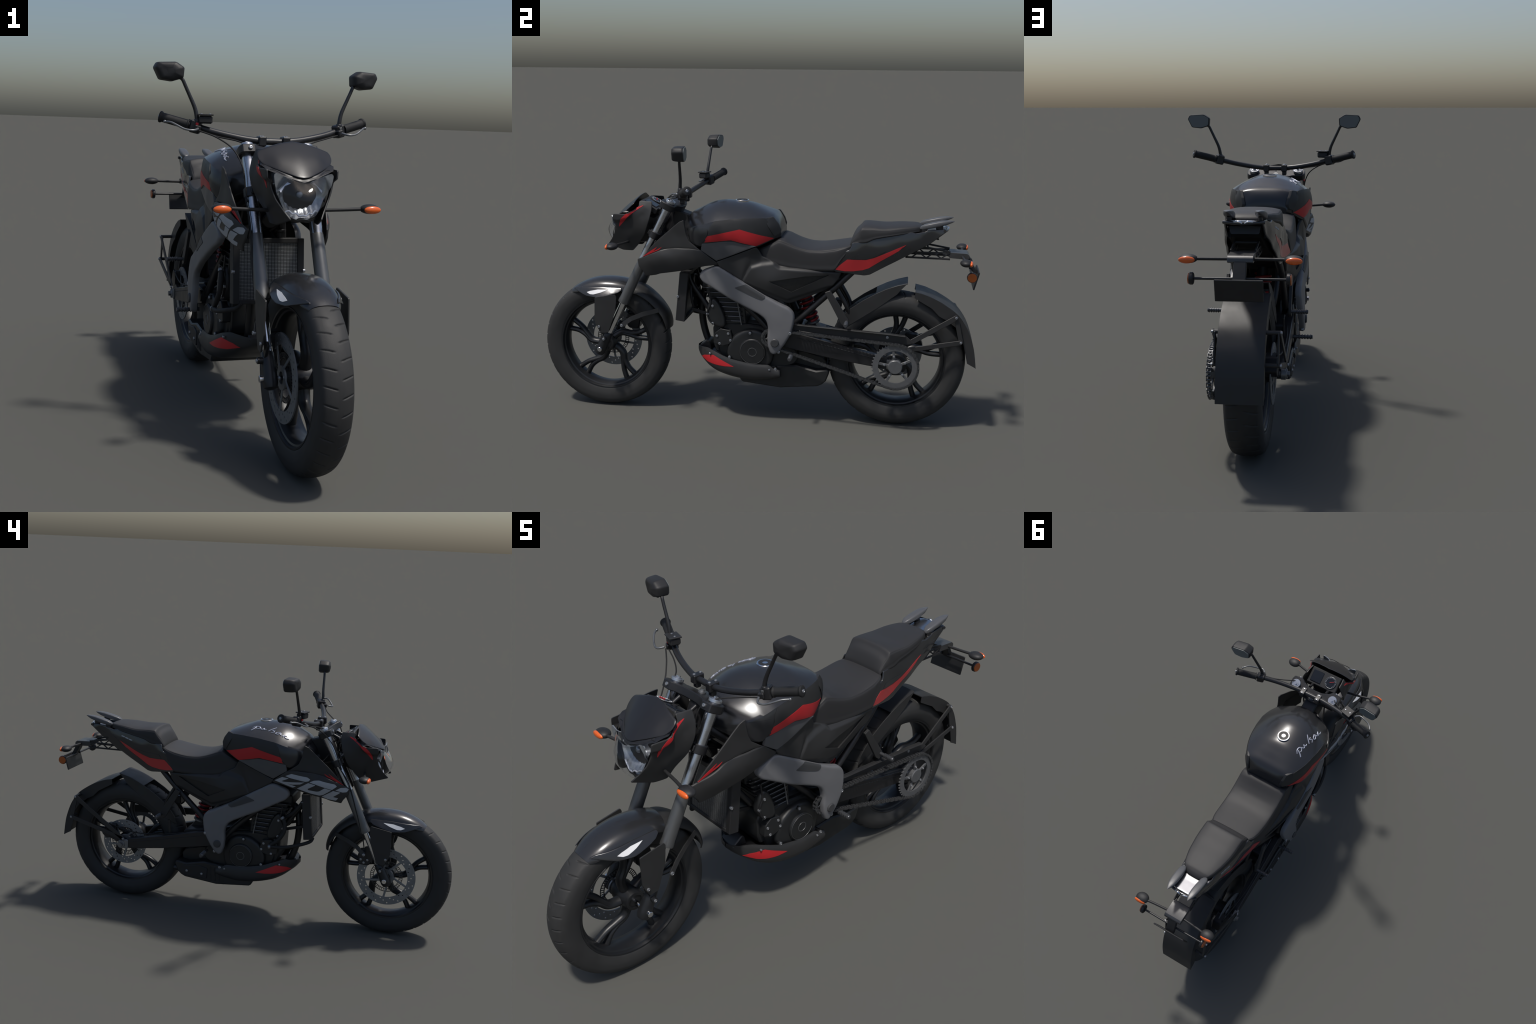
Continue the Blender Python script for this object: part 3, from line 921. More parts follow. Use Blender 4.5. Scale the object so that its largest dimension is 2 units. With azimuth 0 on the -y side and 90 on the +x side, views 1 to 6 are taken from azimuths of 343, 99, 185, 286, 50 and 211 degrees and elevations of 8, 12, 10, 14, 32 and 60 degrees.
# instrument panel
dn = np.array([0, 0.50, 0.866])
dy = np.array([0, -0.866, 0.50])                 # up the face (forward)
dc = np.array([0, -0.464, 0.975])
R_d = Matrix(((1, 0, 0), (0, -dy[1], dn[1]), (0, -dy[2], dn[2])))
dash = mk("instrument_panel", *g_box(dc - dn * 0.012, (0.164, 0.086, 0.026), R_d, 0.004), "satin", root, 30)
mk("instrument_screen", *g_box(dc + np.array([0.040, 0, 0]) + dn * 0.002, (0.058, 0.060, 0.006), R_d, 0.002), "screen", dash)
gc = dc + np.array([-0.038, 0, 0])
def on_dash(x, u, h):
    return np.array([x, 0, 0]) + gc + dy * u + dn * h
dial = mk("speed_dial", *g_cyl(gc, gc + dn * 0.006, 0.029, n=40, bev=0.001), "screen", dash)
ringpts = [on_dash(0.029 * math.cos(a), 0.029 * math.sin(a), 0.006) for a in np.linspace(0, 2 * math.pi, 49)]
mk("dial_ring", *g_tube(ringpts, 0.0012, 8, 1, False), "steel", dial)
tk = []
for i in range(16):
    a = math.radians(-50 + 280 / 15 * i)
    tk.append(g_tube([on_dash(0.023 * math.cos(a), 0.023 * math.sin(a), 0.0065), on_dash(0.026 * math.cos(a), 0.026 * math.sin(a), 0.0065)], 0.0008, 6, 1))
t = mk("dial_tick", *join(tk), "white", dial); t["kind"] = "stuff"
mk("dial_needle", *g_tube([on_dash(0.004, -0.001, 0.0075), on_dash(-0.016, 0.010, 0.0075)], 0.0014, 6, 1), "red", dial)

# front indicators
def indicator(x, y, z, face, x_root, stalk_y, stalk_z, parent):
    s = 1 if x > 0 else -1
    body = mk("indicator", *join([g_ellipsoid((x, y, z), (0.0325, 0.0265, 0.0158)),
              g_tube([(x_root, stalk_y, stalk_z), ((x_root + x) / 2, (stalk_y + y) / 2, (stalk_z + z) / 2), (x - s * 0.024, y, z)], 0.0058, 14, 4)]), "matte", parent, 50)
    mk("indicator_lens", *g_ellipsoid((x + s * 0.003, y + face * 0.0185, z - 0.0015), (0.0285, 0.0095, 0.0125)), "orange", body, 60)
for s in (1, -1):
    indicator(s * 0.244, -0.588, 0.812, -1, s * 0.085, -0.563, 0.805, root)

# =====================================================================
#  5. handlebar, controls and mirrors
# =====================================================================
bar_r = [(0, -0.323, 1.011), (0.035, -0.323, 1.011), (0.064, -0.322, 1.0135), (0.105, -0.315, 1.0185), (0.152, -0.304, 1.027), (0.198, -0.290, 1.037), (0.245, -0.271, 1.050), (0.300, -0.246, 1.064), (0.369, -0.217, 1.0825)]
bar_pts = [(-a, b, c) for a, b, c in bar_r[:0:-1]] + bar_r
bar = mk("handlebar", *g_tube(bar_pts, 0.0112, 20, 6), "black", root, 50)
def bar_at(x):
    P = np.array(spl(bar_r, 10))
    return np.array([x, np.interp(x, P[:, 0], P[:, 1]), np.interp(x, P[:, 0], P[:, 2])])
for s in (1, -1):
    S = np.array([s, 1, 1])
    # grip with ribs
    xs = np.linspace(0.276, 0.369, 60)
    gp = [bar_at(min(x, 0.3689)) * S for x in xs]
    gr = [0.0160 + 0.00022 * math.sin(i * 3.0) for i in range(60)]
    gr[0:3] = [0.0185, 0.0190, 0.0185]
    gr[-7:] = [0.0165, 0.0180, 0.0192, 0.0195, 0.0195, 0.0190, 0.0165]
    grip = mk("grip", *g_tube(gp, gr, 28, 1), "rubber", bar, 50)
    e = bar_at(0.369) * S
    d = (bar_at(0.369) - bar_at(0.33)) * S
    bolt(e, grip, 1.0, tuple(d / np.linalg.norm(d)))
    # switch block
    c = bar_at(0.256) * S
    ang = math.atan2(0.0135, 0.055)
    rz = Matrix.Rotation(s * 0.42, 3, 'Z') @ Matrix.Rotation(-s * 0.22, 3, 'Y')
    sw = mk("switch_housing", *join([g_box(c, (0.036, 0.036, 0.044), rz, 0.005), g_box(c + np.array([-s * 0.004, -0.020, -0.006]), (0.022, 0.020, 0.020), rz, 0.003)]), "black", bar, 30)
    mk("switch_button", *g_box(c + np.array([0, -0.0215 if s > 0 else -0.023, 0.009]), (0.010, 0.004, 0.008), rz, 0.001), "red" if s < 0 else "steel", sw)
    # lever
    lv = [(0.256, -0.302, 1.046), (0.270, -0.318, 1.0415), (0.284, -0.321, 1.041), (0.305, -0.312, 1.045), (0.328, -0.297, 1.057), (0.344, -0.282, 1.065), (0.359, -0.262, 1.066)]
    lever = mk("lever", *join([g_tube([np.array(p) * S for p in lv], [0.0042, 0.0040, 0.0036, 0.0036, 0.0036, 0.0034, 0.0034], 10, 5),
               g_ellipsoid(np.array(lv[-1]) * S, (0.0055, 0.0055, 0.0055), 14, 8)]), "steel", bar, 50)
    # mirror
    stem = [(0.254, -0.276, 1.066), (0.255, -0.276, 1.085), (0.262, -0.273, 1.115), (0.280, -0.270, 1.155), (0.294, -0.268, 1.185), (0.303, -0.266, 1.204), (0.312, -0.262, 1.212)]
    mir = mk("mirror_stem", *join([g_tube([np.array(p) * S for p in stem], [0.0078, 0.0075, 0.0068, 0.0062, 0.006, 0.006, 0.006], 16, 5),
             g_cyl(np.array([0.254, -0.276, 1.060]) * S, np.array([0.254, -0.276, 1.078]) * S, 0.0105, n=20, bev=0.002)]), "black", bar, 50)
    mo = [(0.398, 1.241), (0.388, 1.2585), (0.325, 1.262), (0.297, 1.244), (0.300, 1.209), (0.337, 1.197), (0.379, 1.202)]
    mo = fillet(mo, 0.006, 4)
    mc = np.mean(np.array(mo), axis=0)
    rings = []
    for y, k in ((-0.233, 0.955), (-0.235, 0.985), (-0.240, 1.0), (-0.262, 0.985), (-0.272, 0.95), (-0.279, 0.88), (-0.283, 0.74), (-0.285, 0.55), (-0.286, 0.30)):
        rings.append([(s * (mc[0] + (a - mc[0]) * k), y + 0.10 * (a - mc[0]), mc[1] + (b - mc[1]) * k) for a, b in mo])
    head = mk("mirror_head", *g_loft(rings), "matte", mir, 50)
    gl = [(mc[0] + (a - mc[0]) * 0.90, mc[1] + (b - mc[1]) * 0.88) for a, b in mo]
    V, F = g_panel(gl, lambda a, b: 0.2328 - 0.10 * (a - mc[0]), 0.003, 0.0, 0.02, 'y')
    V = [(s * v[0], v[1], v[2]) for v in V]
    mk("mirror_glass", V, F, "mirror", head, 40)
    hole = np.array([0.316, -0.276, 1.213]) * S
    mk("mirror_joint", *g_ellipsoid(hole, (0.010, 0.007, 0.009)), "black", head)
    # riser clamp
    rs = mk("bar_riser", *join([g_box((s * 0.042, -0.322, 0.993), (0.020, 0.022, 0.03), None, 0.003), g_box((s * 0.042, -0.321, 1.0115), (0.026, 0.042, 0.032), None, 0.003)]), "black", bar, 30)
    for dyy in (-0.013, 0.013):
        bolt((s * 0.042, -0.3205 + dyy, 1.0275), rs, 0.8, (0, 0, 1))
resv = mk("brake_fluid_reservoir", *join([g_box((-0.226, -0.283, 1.0765), (0.046, 0.040, 0.026), Matrix.Rotation(-0.25, 3, 'Z'), 0.005), g_box((-0.226, -0.283, 1.0925), (0.052, 0.046, 0.005), Matrix.Rotation(-0.25, 3, 'Z'), 0.001)]), "matte", bar, 30)
for q in (-0.014, 0.014):
    bolt((-0.226 + q, -0.283 - q * 0.25, 1.095), resv, 0.6, (0, 0, 1))

def cable(pts, r=0.0026):
    mk("cable", *g_tube(pts, r, 8, 8), "rubber", root, 60)
cable([(-0.252, -0.300, 1.040), (-0.20, -0.335, 1.020), (-0.155, -0.375, 0.985), (-0.132, -0.415, 0.930), (-0.128, -0.440, 0.870), (-0.126, -0.460, 0.820)])
cable([(-0.245, -0.292, 1.038), (-0.19, -0.310, 1.022), (-0.13, -0.345, 1.010), (-0.10, -0.385, 0.990), (-0.075, -0.42, 0.93), (-0.07, -0.43, 0.87)])
cable([(0.245, -0.292, 1.038), (0.19, -0.315, 1.025), (0.12, -0.36, 1.008), (0.085, -0.40, 0.985), (0.07, -0.42, 0.92), (0.05, -0.41, 0.84)])
cable([(-0.03, -0.45, 0.955), (-0.045, -0.40, 0.93), (-0.05, -0.385, 0.87), (-0.07, -0.33, 0.80), (-0.06, -0.28, 0.72)], 0.004)
cable([(0.05, -0.45, 0.955), (0.06, -0.405, 0.90), (0.08, -0.40, 0.84), (0.05, -0.36, 0.80), (0.02, -0.30, 0.76)], 0.004)
cable([(-0.128, -0.445, 0.835), (-0.125, -0.50, 0.75), (-0.128, -0.545, 0.62), (-0.118, -0.58, 0.50), (-0.100, -0.590, 0.43)], 0.0028)

# =====================================================================
#  6. fuel tank
# =====================================================================
ty = [-0.330, -0.322, -0.307, -0.282, -0.244, -0.199, -0.162, -0.125, -0.057, -0.023, 0.030, 0.070, 0.095, 0.115, 0.127, 0.134]
tz = [0.880, 0.900, 0.914, 0.941, 0.962, 0.984, 0.995, 0.999, 0.995, 0.992, 0.976, 0.961, 0.951, 0.933, 0.912, 0.885]
f_top = pchip(ty, tz)
f_w = pchip([-0.330, -0.315, -0.300, -0.285, -0.262, -0.230, -0.195, -0.150, -0.100, -0.040, 0.015, 0.050, 0.080, 0.105, 0.120, 0.134],
            [0.040, 0.072, 0.095, 0.118, 0.142, 0.163, 0.176, 0.181, 0.180, 0.1745, 0.163, 0.149, 0.133, 0.117, 0.105, 0.090])
f_bot = pchip([-0.330, -0.300, -0.260, -0.225, -0.190, -0.165, -0.080, 0.030, 0.070, 0.105, 0.134], [0.860, 0.838, 0.815, 0.808, 0.818, 0.828, 0.838, 0.815, 0.830, 0.846, 0.852])
f_seam = pchip([-0.330, -0.300, -0.262, -0.230, -0.195, -0.146, -0.058, 0.016, 0.070, 0.100, 0.118, 0.134], [0.866, 0.878, 0.890, 0.900, 0.911, 0.926, 0.937, 0.940, 0.940, 0.936, 0.906, 0.874])
f_pow = pchip([-0.33, -0.2, -0.05, 0.05, 0.10, 0.134], [2.2, 2.0, 2.0, 2.6, 3.5, 4.0])
def tank_ring(y):
    w, zt, zb = f_w(y), f_top(y), f_bot(y)
    zs = min(f_seam(y), zt - 0.006)
    p = f_pow(y)
    us = 0.945
    H = [(u * us * w, zt - (zt - zs) * u ** p) for u in np.linspace(0, 1, 22)]
    side = [(us * w, zs), (0.975 * w, zs - 0.18 * (zs - zb)), (0.997 * w, zs - 0.42 * (zs - zb)), (1.0 * w, zs - 0.66 * (zs - zb)), (w * 0.98, zb + 0.10 * (zs - zb)), (w * 0.93, zb), (w * 0.70, zb - 0.002), (0, zb - 0.002)]
    H = H + spl(side, 4)[1:]
    return [(p[0], y, p[1]) for p in H] + [(-p[0], y, p[1]) for p in H[-2:0:-1]]
ysamp = sorted(set(list(np.linspace(-0.330, -0.25, 20)) + list(np.linspace(-0.25, 0.09, 46)) + list(np.linspace(0.09, 0.134, 16))))
tank = mk("fuel_tank", *g_loft([tank_ring(y) for y in ysamp]), "gloss", root, 28)
t_tree = bvh_of([tank])
cap_z = 0.9965
def disk_z(z0, z1, r0, r1, y=-0.057):
    return g_cyl((0, y, z0), (0, y, z1), r0, r1, n=48)
fc = mk("fuel_cap", *join([g_cyl((0, -0.057, cap_z - 0.006), (0, -0.057, cap_z + 0.004), 0.031, n=56, bev=0.0015)]), "chrome", tank, 30)
mk("fuel_cap_ring", *g_loft([[(r * math.cos(a), -0.057 + r * math.sin(a), z) for a in np.linspace(0, 2 * math.pi, 49)[:-1]]
    for r, z in ((0.0245, cap_z + 0.0035), (0.0245, cap_z + 0.0050), (0.0105, cap_z + 0.0050), (0.0105, cap_z + 0.0035))], False, True), "matte", fc, 30)
# satin knee covers, red flashes and rear pads on either flank
tsc = fillet([(-0.148, 0.926), (-0.100, 0.933), (-0.058, 0.938), (0.016, 0.941), (0.070, 0.940), (0.113, 0.877), (0.108, 0.849), (0.033, 0.818), (-0.081, 0.845), (-0.198, 0.830), (-0.178, 0.862), (-0.171, 0.880), (-0.168, 0.900)], 0.006)
trees2 = [t_tree, t_tree]
knee = [decal("tank_side_cover", tsc, t_tree, s, "satin", tank, off=0.0022, h=0.006) for s in (1, -1)]
kt = [bvh_of([k]) for k in knee]
tred = fillet([(-0.198, 0.832), (-0.177, 0.861), (-0.036, 0.895), (0.106, 0.852), (0.033, 0.821), (-0.075, 0.847)], 0.002, 2)
decal_both("red_stripe", tred, kt, "red", knee, off=0.0010)
pad_o = fillet([(0.062, 0.940), (0.101, 0.945), (0.124, 0.914), (0.134, 0.888), (0.130, 0.868), (0.108, 0.860)], 0.003)
pad_d = tps([(0.062, 0.940, 0.134), (0.101, 0.945, 0.112), (0.134, 0.888, 0.098), (0.108, 0.862, 0.120), (0.09, 0.90, 0.133)], 1e-6)
both("tank_pad", g_panel(pad_o, pad_d, 0.012, 0.002, 0.007), "satin", tank, 40)
cheek_o = fillet([(-0.276, 0.880), (-0.258, 0.890), (-0.200, 0.893), (-0.175, 0.890), (-0.175, 0.872), (-0.184, 0.850), (-0.203, 0.828), (-0.226, 0.817), (-0.255, 0.826), (-0.270, 0.845)], 0.008)
for s in (1, -1):
    decal("tank_cheek", cheek_o, t_tree, s, "gloss", tank, off=0.0035, h=0.006)

# script badge on one flank, drawn as raised brush strokes
vdir = (0.946, 0.250, -0.206)
strokes = [
    [(-0.021, 0.968, 1), (-0.034, 0.976, 1.2), (-0.049, 0.987, 1.0)],
    [(-0.028, 0.982, 0.6), (-0.046, 0.989, 1.0), (-0.063, 0.989, 1.1), (-0.066, 0.984, 1.0), (-0.056, 0.979, 0.8), (-0.045, 0.978, 0.5)],
    [(-0.068, 0.985, 0.9), (-0.071, 0.978, 1.0), (-0.078, 0.978, 0.9), (-0.087, 0.984, 0.9), (-0.086, 0.977, 1.0), (-0.098, 0.978, 0.6)],
    [(-0.147, 0.992, 0.8), (-0.126, 0.983, 1.0), (-0.106, 0.972, 0.9)],
    [(-0.141, 0.9795, 0.7), (-0.127, 0.9775, 0.8), (-0.136, 0.971, 0.9), (-0.120, 0.9655, 0.6)],
    [(-0.168, 0.971, 0.9), (-0.150, 0.970, 0.9), (-0.142, 0.964, 1.0), (-0.152, 0.961, 1.0), (-0.168, 0.968, 0.8), (-0.166, 0.960, 1.0), (-0.174, 0.959, 0.6)],
    [(-0.184, 0.961, 1.0), (-0.176, 0.953, 1.0), (-0.184, 0.956, 0.9), (-0.196, 0.958, 0.9)],
    [(-0.186, 0.953, 0.9), (-0.192, 0.947, 1.1), (-0.208, 0.943, 0.6)],
]
dvec = Vector(vdir).normalized()
sp = []
for st in strokes:
    pts, rad = [], []
    for a, b, r in spl(st, 5):
        o = Vector((-0.15, a, b)) - dvec * 0.4
        hit, n, i, dd = t_tree.ray_cast(o, dvec)
        if hit is not None:
            n = n if n.dot(dvec) < 0 else -n
            pts.append(np.array(hit + n * 0.0006)); rad.append(0.0029 * r)
    if len(pts) > 2:
        sp.append(g_tube(pts, rad, 8, 1))
if sp:
    mk("script_badge", *join(sp), "badge", tank, 60)

# =====================================================================
#  7. side bodywork
# =====================================================================
up_out = fillet([(-0.287, 0.925), (-0.276, 0.862), (-0.262, 0.832), (-0.226, 0.805), (-0.212, 0.795), (-0.258, 0.801), (-0.311, 0.800), (-0.359, 0.797), (-0.392, 0.788), (-0.433, 0.770), (-0.482, 0.747),
                 (-0.441, 0.796), (-0.399, 0.838), (-0.350, 0.880), (-0.307, 0.917)], 0.003)
up_d = tps([(-0.287, 0.925, 0.168), (-0.358, 0.797, 0.168), (-0.212, 0.796, 0.170), (-0.477, 0.749, 0.149), (-0.40, 0.838, 0.163), (-0.31, 0.85, 0.165), (-0.26, 0.83, 0.168)], 1e-6)
wingp = both("tank_shroud", g_panel(up_out, up_d, 0.005, 0.002, 0.008), "satin", root, 40)
lo_out = fillet([(-0.208, 0.796), (-0.258, 0.802), (-0.311, 0.801), (-0.359, 0.798), (-0.392, 0.789), (-0.433, 0.771), (-0.482, 0.748), (-0.508, 0.737), (-0.503, 0.708), (-0.480, 0.680), (-0.470, 0.661),
                 (-0.418, 0.672), (-0.398, 0.680), (-0.304, 0.697), (-0.251, 0.710), (-0.191, 0.723), (-0.131, 0.729), (-0.146, 0.745), (-0.171, 0.765)], 0.004)
lo_d = tps([(-0.208, 0.796, 0.170), (-0.358, 0.797, 0.167), (-0.477, 0.749, 0.150), (-0.508, 0.736, 0.139), (-0.500, 0.708, 0.142), (-0.471, 0.662, 0.140), (-0.147, 0.743, 0.156), (-0.131, 0.729, 0.150),
            (-0.30, 0.770, 0.182), (-0.38, 0.765, 0.180), (-0.44, 0.735, 0.170), (-0.30, 0.735, 0.178), (-0.38, 0.715, 0.173), (-0.304, 0.698, 0.167), (-0.40, 0.681, 0.160), (-0.22, 0.75, 0.173), (-0.22, 0.718, 0.164)], 1e-6)
pod = both("shroud_pod", g_panel(lo_out, lo_d, 0.006, 0.004, 0.007), "satin", root, 40)
wt = [bvh_of([wingp[0]]), bvh_of([wingp[1]])]
flame = [(-0.480, 0.7505), (-0.456, 0.770), (-0.434, 0.785), (-0.407, 0.802), (-0.418, 0.790), (-0.428, 0.780), (-0.410, 0.789), (-0.386, 0.802), (-0.400, 0.788), (-0.431, 0.774)]
decal_both("red_flash", flame, wt, "red", wingp, off=0.0009, h=0.004)
# block numerals on one shroud
pt = bvh_of([pod[1]])
num = [
    [(-0.204, 0.772), (-0.234, 0.786), (-0.311, 0.779), (-0.326, 0.770), (-0.318, 0.761), (-0.303, 0.7575), (-0.224, 0.7665)],
    [(-0.150, 0.742), (-0.188, 0.7645), (-0.217, 0.7620), (-0.184, 0.7445), (-0.187, 0.7405), (-0.245, 0.7425), (-0.262, 0.7460), (-0.221, 0.7625), (-0.302, 0.7540), (-0.278, 0.7405), (-0.240, 0.7350), (-0.206, 0.7375), (-0.258, 0.7275), (-0.241, 0.7195)][:0] or
    [(-0.150, 0.742), (-0.188, 0.7645), (-0.222, 0.7625), (-0.184, 0.7435), (-0.196, 0.7420), (-0.242, 0.7465), (-0.300, 0.7540), (-0.278, 0.7410), (-0.240, 0.7345), (-0.212, 0.7370), (-0.258, 0.7275), (-0.241, 0.7195)],
    [(-0.322, 0.756), (-0.342, 0.766), (-0.367, 0.770), (-0.440, 0.757), (-0.450, 0.747), (-0.429, 0.7305)],
    [(-0.263, 0.718), (-0.317, 0.7525), (-0.352, 0.745), (-0.314, 0.723), (-0.317, 0.717), (-0.358, 0.714), (-0.370, 0.717), (-0.395, 0.7355), (-0.426, 0.728), (-0.388, 0.701), (-0.371, 0.6955), (-0.328, 0.7015)],
    [(-0.444, 0.7285), (-0.466, 0.740), (-0.490, 0.741), (-0.503, 0.734), (-0.494, 0.720), (-0.476, 0.718)],
    [(-0.382, 0.692), (-0.435, 0.7255), (-0.467, 0.7175), (-0.433, 0.694), (-0.457, 0.688), (-0.447, 0.676), (-0.411, 0.681)],
]
for poly in num:
    decal("numeral", fillet(poly, 0.0025, 2), pt, -1, "silver", pod[1], off=0.0011, h=0.006)

gp_out = fillet([(-0.204, 0.826), (-0.086, 0.843), (-0.070, 0.843), (0.034, 0.820), (-0.142, 0.748), (-0.161, 0.761), (-0.209, 0.795)], 0.003)
gp_d = tps([(-0.204, 0.825, 0.174), (-0.145, 0.748, 0.160), (-0.086, 0.843, 0.172), (0.034, 0.820, 0.160), (-0.209, 0.795, 0.171), (-0.10, 0.80, 0.171)], 1e-6)
both("tank_lower_panel", g_panel(gp_out, gp_d, 0.012, 0.003, 0.008), "sidegrey", root, 40)

sp_out = fillet([(-0.145, 0.744), (0.031, 0.816), (0.043, 0.801), (0.057, 0.774), (0.130, 0.741), (0.175, 0.729), (0.272, 0.724), (0.373, 0.724), (0.406, 0.718), (0.391, 0.678), (0.365, 0.645), (0.333, 0.625),
                 (0.185, 0.563), (0.161, 0.562), (0.074, 0.600), (-0.006, 0.648), (-0.130, 0.723)], 0.006)
sp_base = tps([(-0.145, 0.744, 0.158), (-0.06, 0.765, 0.155), (0.031, 0.816, 0.152), (0.046, 0.790, 0.142), (0.130, 0.744, 0.143), (0.272, 0.725, 0.138), (0.373, 0.724, 0.120),
          (0.406, 0.718, 0.106), (0.391, 0.678, 0.110), (0.345, 0.640, 0.112), (0.185, 0.565, 0.126), (0.161, 0.565, 0.131), (0.074, 0.602, 0.150), (-0.006, 0.650, 0.156), (-0.13, 0.724, 0.158),
          (0.098, 0.669, 0.160), (0.186, 0.618, 0.138), (0.344, 0.691, 0.119), (0.248, 0.690, 0.140), (0.02, 0.72, 0.156)], 1e-6)
def smooth01(t):
    t = np.clip(t, 0, 1)
    return t * t * (3 - 2 * t)
def sp_d(a, b):
    """flank cover: soft base shape, a ledge under the seat and a scoop ahead of it"""
    a, b = np.asarray(a, float), np.asarray(b, float)
    d = sp_base(a, b)
    zl = np.interp(a, [0.10, 0.136, 0.373, 0.40], [0.734, 0.717, 0.704, 0.703])
    d = d - 0.016 * smooth01((b - zl) / 0.020) * smooth01((a - 0.105) / 0.03) * smooth01((0.405 - a) / 0.03)
    zc = np.interp(a, [-0.03, -0.006, 0.010, 0.057, 0.128, 0.15], [0.640, 0.688, 0.714, 0.729, 0.738, 0.739])
    h = b - zc
    d = d - 0.010 * smooth01(h / 0.024) * np.exp(-(np.maximum(h, 0) / 0.050) ** 2) * smooth01((a + 0.05) / 0.05) * smooth01((0.15 - a) / 0.03)
    zb = np.interp(a, [0.0, 0.17, 0.35], [0.655, 0.588, 0.650])
    return d - 0.006 * smooth01((zb - b) / 0.014)
vent_o = [(0.093, 0.666), (0.248, 0.692), (0.350, 0.697), (0.290, 0.668), (0.187, 0.6175)]
side = both("side_panel", g_panel(sp_out, sp_d, 0.010, 0.005, 0.0042, holes=[resample(vent_o, 0.012)]), "satin", root, 40)
vp = g_panel(fillet(vent_o, 0.001, 1), lambda a, b: sp_d(a, b) - 0.007, 0.004, 0, 0.01)
for s, par in ((1, side[0]), (-1, side[1])):
    V, F = vp
    mk("vent_mesh", V if s > 0 else flip(V), F if s > 0 else [f[::-1] for f in F], "vent", par, 40)

pl_out = fillet([(-0.150, 0.724), (-0.128, 0.723), (-0.068, 0.687), (-0.004, 0.648), (0.075, 0.600), (0.139, 0.567), (0.179, 0.550), (0.199, 0.530), (0.206, 0.508), (0.202, 0.474), (0.192, 0.433), (0.165, 0.385), (0.138, 0.347), (0.116, 0.335),
                 (0.101, 0.344), (0.090, 0.375), (0.087, 0.414), (0.090, 0.456), (0.084, 0.482), (0.072, 0.500), (0.050, 0.516), (-0.020, 0.552), (-0.080, 0.581), (-0.173, 0.632), (-0.208, 0.650), (-0.223, 0.671), (-0.217, 0.692), (-0.200, 0.705)], 0.010)
pl_d = tps([(-0.059, 0.633, 0.169), (0.077, 0.595, 0.160), (0.115, 0.340, 0.170), (-0.222, 0.672, 0.154), (0.204, 0.508, 0.158), (0.088, 0.440, 0.168), (0.190, 0.435, 0.166), (0.136, 0.350, 0.168), (0.122, 0.393, 0.172), (-0.15, 0.715, 0.156), (0.14, 0.50, 0.166), (0.0, 0.57, 0.170), (-0.16, 0.66, 0.162)], 1e-6)
plate = both("frame_plate", g_panel(pl_out, pl_d, 0.024, 0.010, 0.008), "plate", root, 45)
ptree = [bvh_of([plate[0]]), bvh_of([plate[1]])]
decal_both("plate_insert", fillet([(-0.060, 0.634), (-0.012, 0.650), (0.076, 0.597), (0.073, 0.590), (0.060, 0.583), (0.038, 0.590)], 0.006), ptree, "plate_dark", plate, off=0.0018)
for i, s in enumerate((1, -1)):
    mk("plate_cap", *g_cyl((s * 0.160, 0.122, 0.393), (s * 0.178, 0.122, 0.393), 0.0185, n=36, bev=0.003), "plate_dark", plate[i], 30)
bolts_both([(0.163, 0.188, 0.437), (0.161, 0.138, 0.349)], plate, 1.15)

# =====================================================================
#  8. seats
# =====================================================================
def seat_rings(ys, f_zt, f_ze, f_zl, f_w2, edge=0.80):
    rings = []
    for y in ys:
        zt, ze, zl, w = f_zt(y), f_ze(y), f_zl(y), f_w2(y)
        ze = min(ze, zt - 0.004)
        d = zt - ze
        H = [(0, zt), (0.35 * w, zt - 0.06 * d), (0.65 * w, zt - 0.28 * d), (edge * w, zt - 0.75 * d), ((edge + 0.05) * w, ze - 0.04 * (ze - zl)), ((edge + 0.08) * w, ze - 0.15 * (ze - zl)),
             (0.995 * w, ze - 0.45 * (ze - zl)), (1.0 * w, ze - 0.75 * (ze - zl)), (1.0 * w, zl), (0.85 * w, zl - 0.003), (0, zl - 0.003)]
        P = spl(H, 5)
        rings.append([(p[0], y, p[1]) for p in P] + [(-p[0], y, p[1]) for p in P[-2:0:-1]])
    return rings
s_zt = pchip([0.036, 0.070, 0.105, 0.136, 0.152, 0.168, 0.193, 0.229, 0.281, 0.333, 0.393, 0.440], [0.803, 0.823, 0.841, 0.855, 0.853, 0.845, 0.831, 0.817, 0.811, 0.817, 0.827, 0.835])
s_ze = pchip([0.036, 0.070, 0.105, 0.131, 0.147, 0.179, 0.218, 0.261, 0.304, 0.363, 0.409, 0.440], [0.798, 0.812, 0.829, 0.842, 0.838, 0.826, 0.813, 0.804, 0.803, 0.810, 0.820, 0.828])
s_zl = pchip([0.036, 0.045, 0.055, 0.125, 0.171, 0.269, 0.370, 0.400, 0.440], [0.790, 0.772, 0.760, 0.736, 0.726, 0.719, 0.721, 0.765, 0.818])
s_w = pchip([0.036, 0.06, 0.12, 0.152, 0.221, 0.307, 0.371, 0.418, 0.440], [0.112, 0.124, 0.129, 0.130, 0.1295, 0.129, 0.127, 0.118, 0.104])
seat = mk("seat", *g_loft(seat_rings(list(np.linspace(0.036, 0.440, 60)), s_zt, s_ze, s_zl, s_w, 0.90)), "seat", root, 60)
p_zt = pchip([0.436, 0.444, 0.459, 0.478, 0.490, 0.505, 0.575, 0.668, 0.715, 0.734, 0.748, 0.754], [0.838, 0.860, 0.888, 0.904, 0.917, 0.919, 0.915, 0.920, 0.920, 0.916, 0.909, 0.902])
p_ze = pchip([0.436, 0.450, 0.470, 0.487, 0.520, 0.583, 0.658, 0.720, 0.754], [0.838, 0.858, 0.884, 0.905, 0.906, 0.904, 0.911, 0.914, 0.902])
p_zl = pchip([0.436, 0.447, 0.505, 0.539, 0.622, 0.708, 0.754], [0.812, 0.838, 0.845, 0.861, 0.878, 0.892, 0.900])
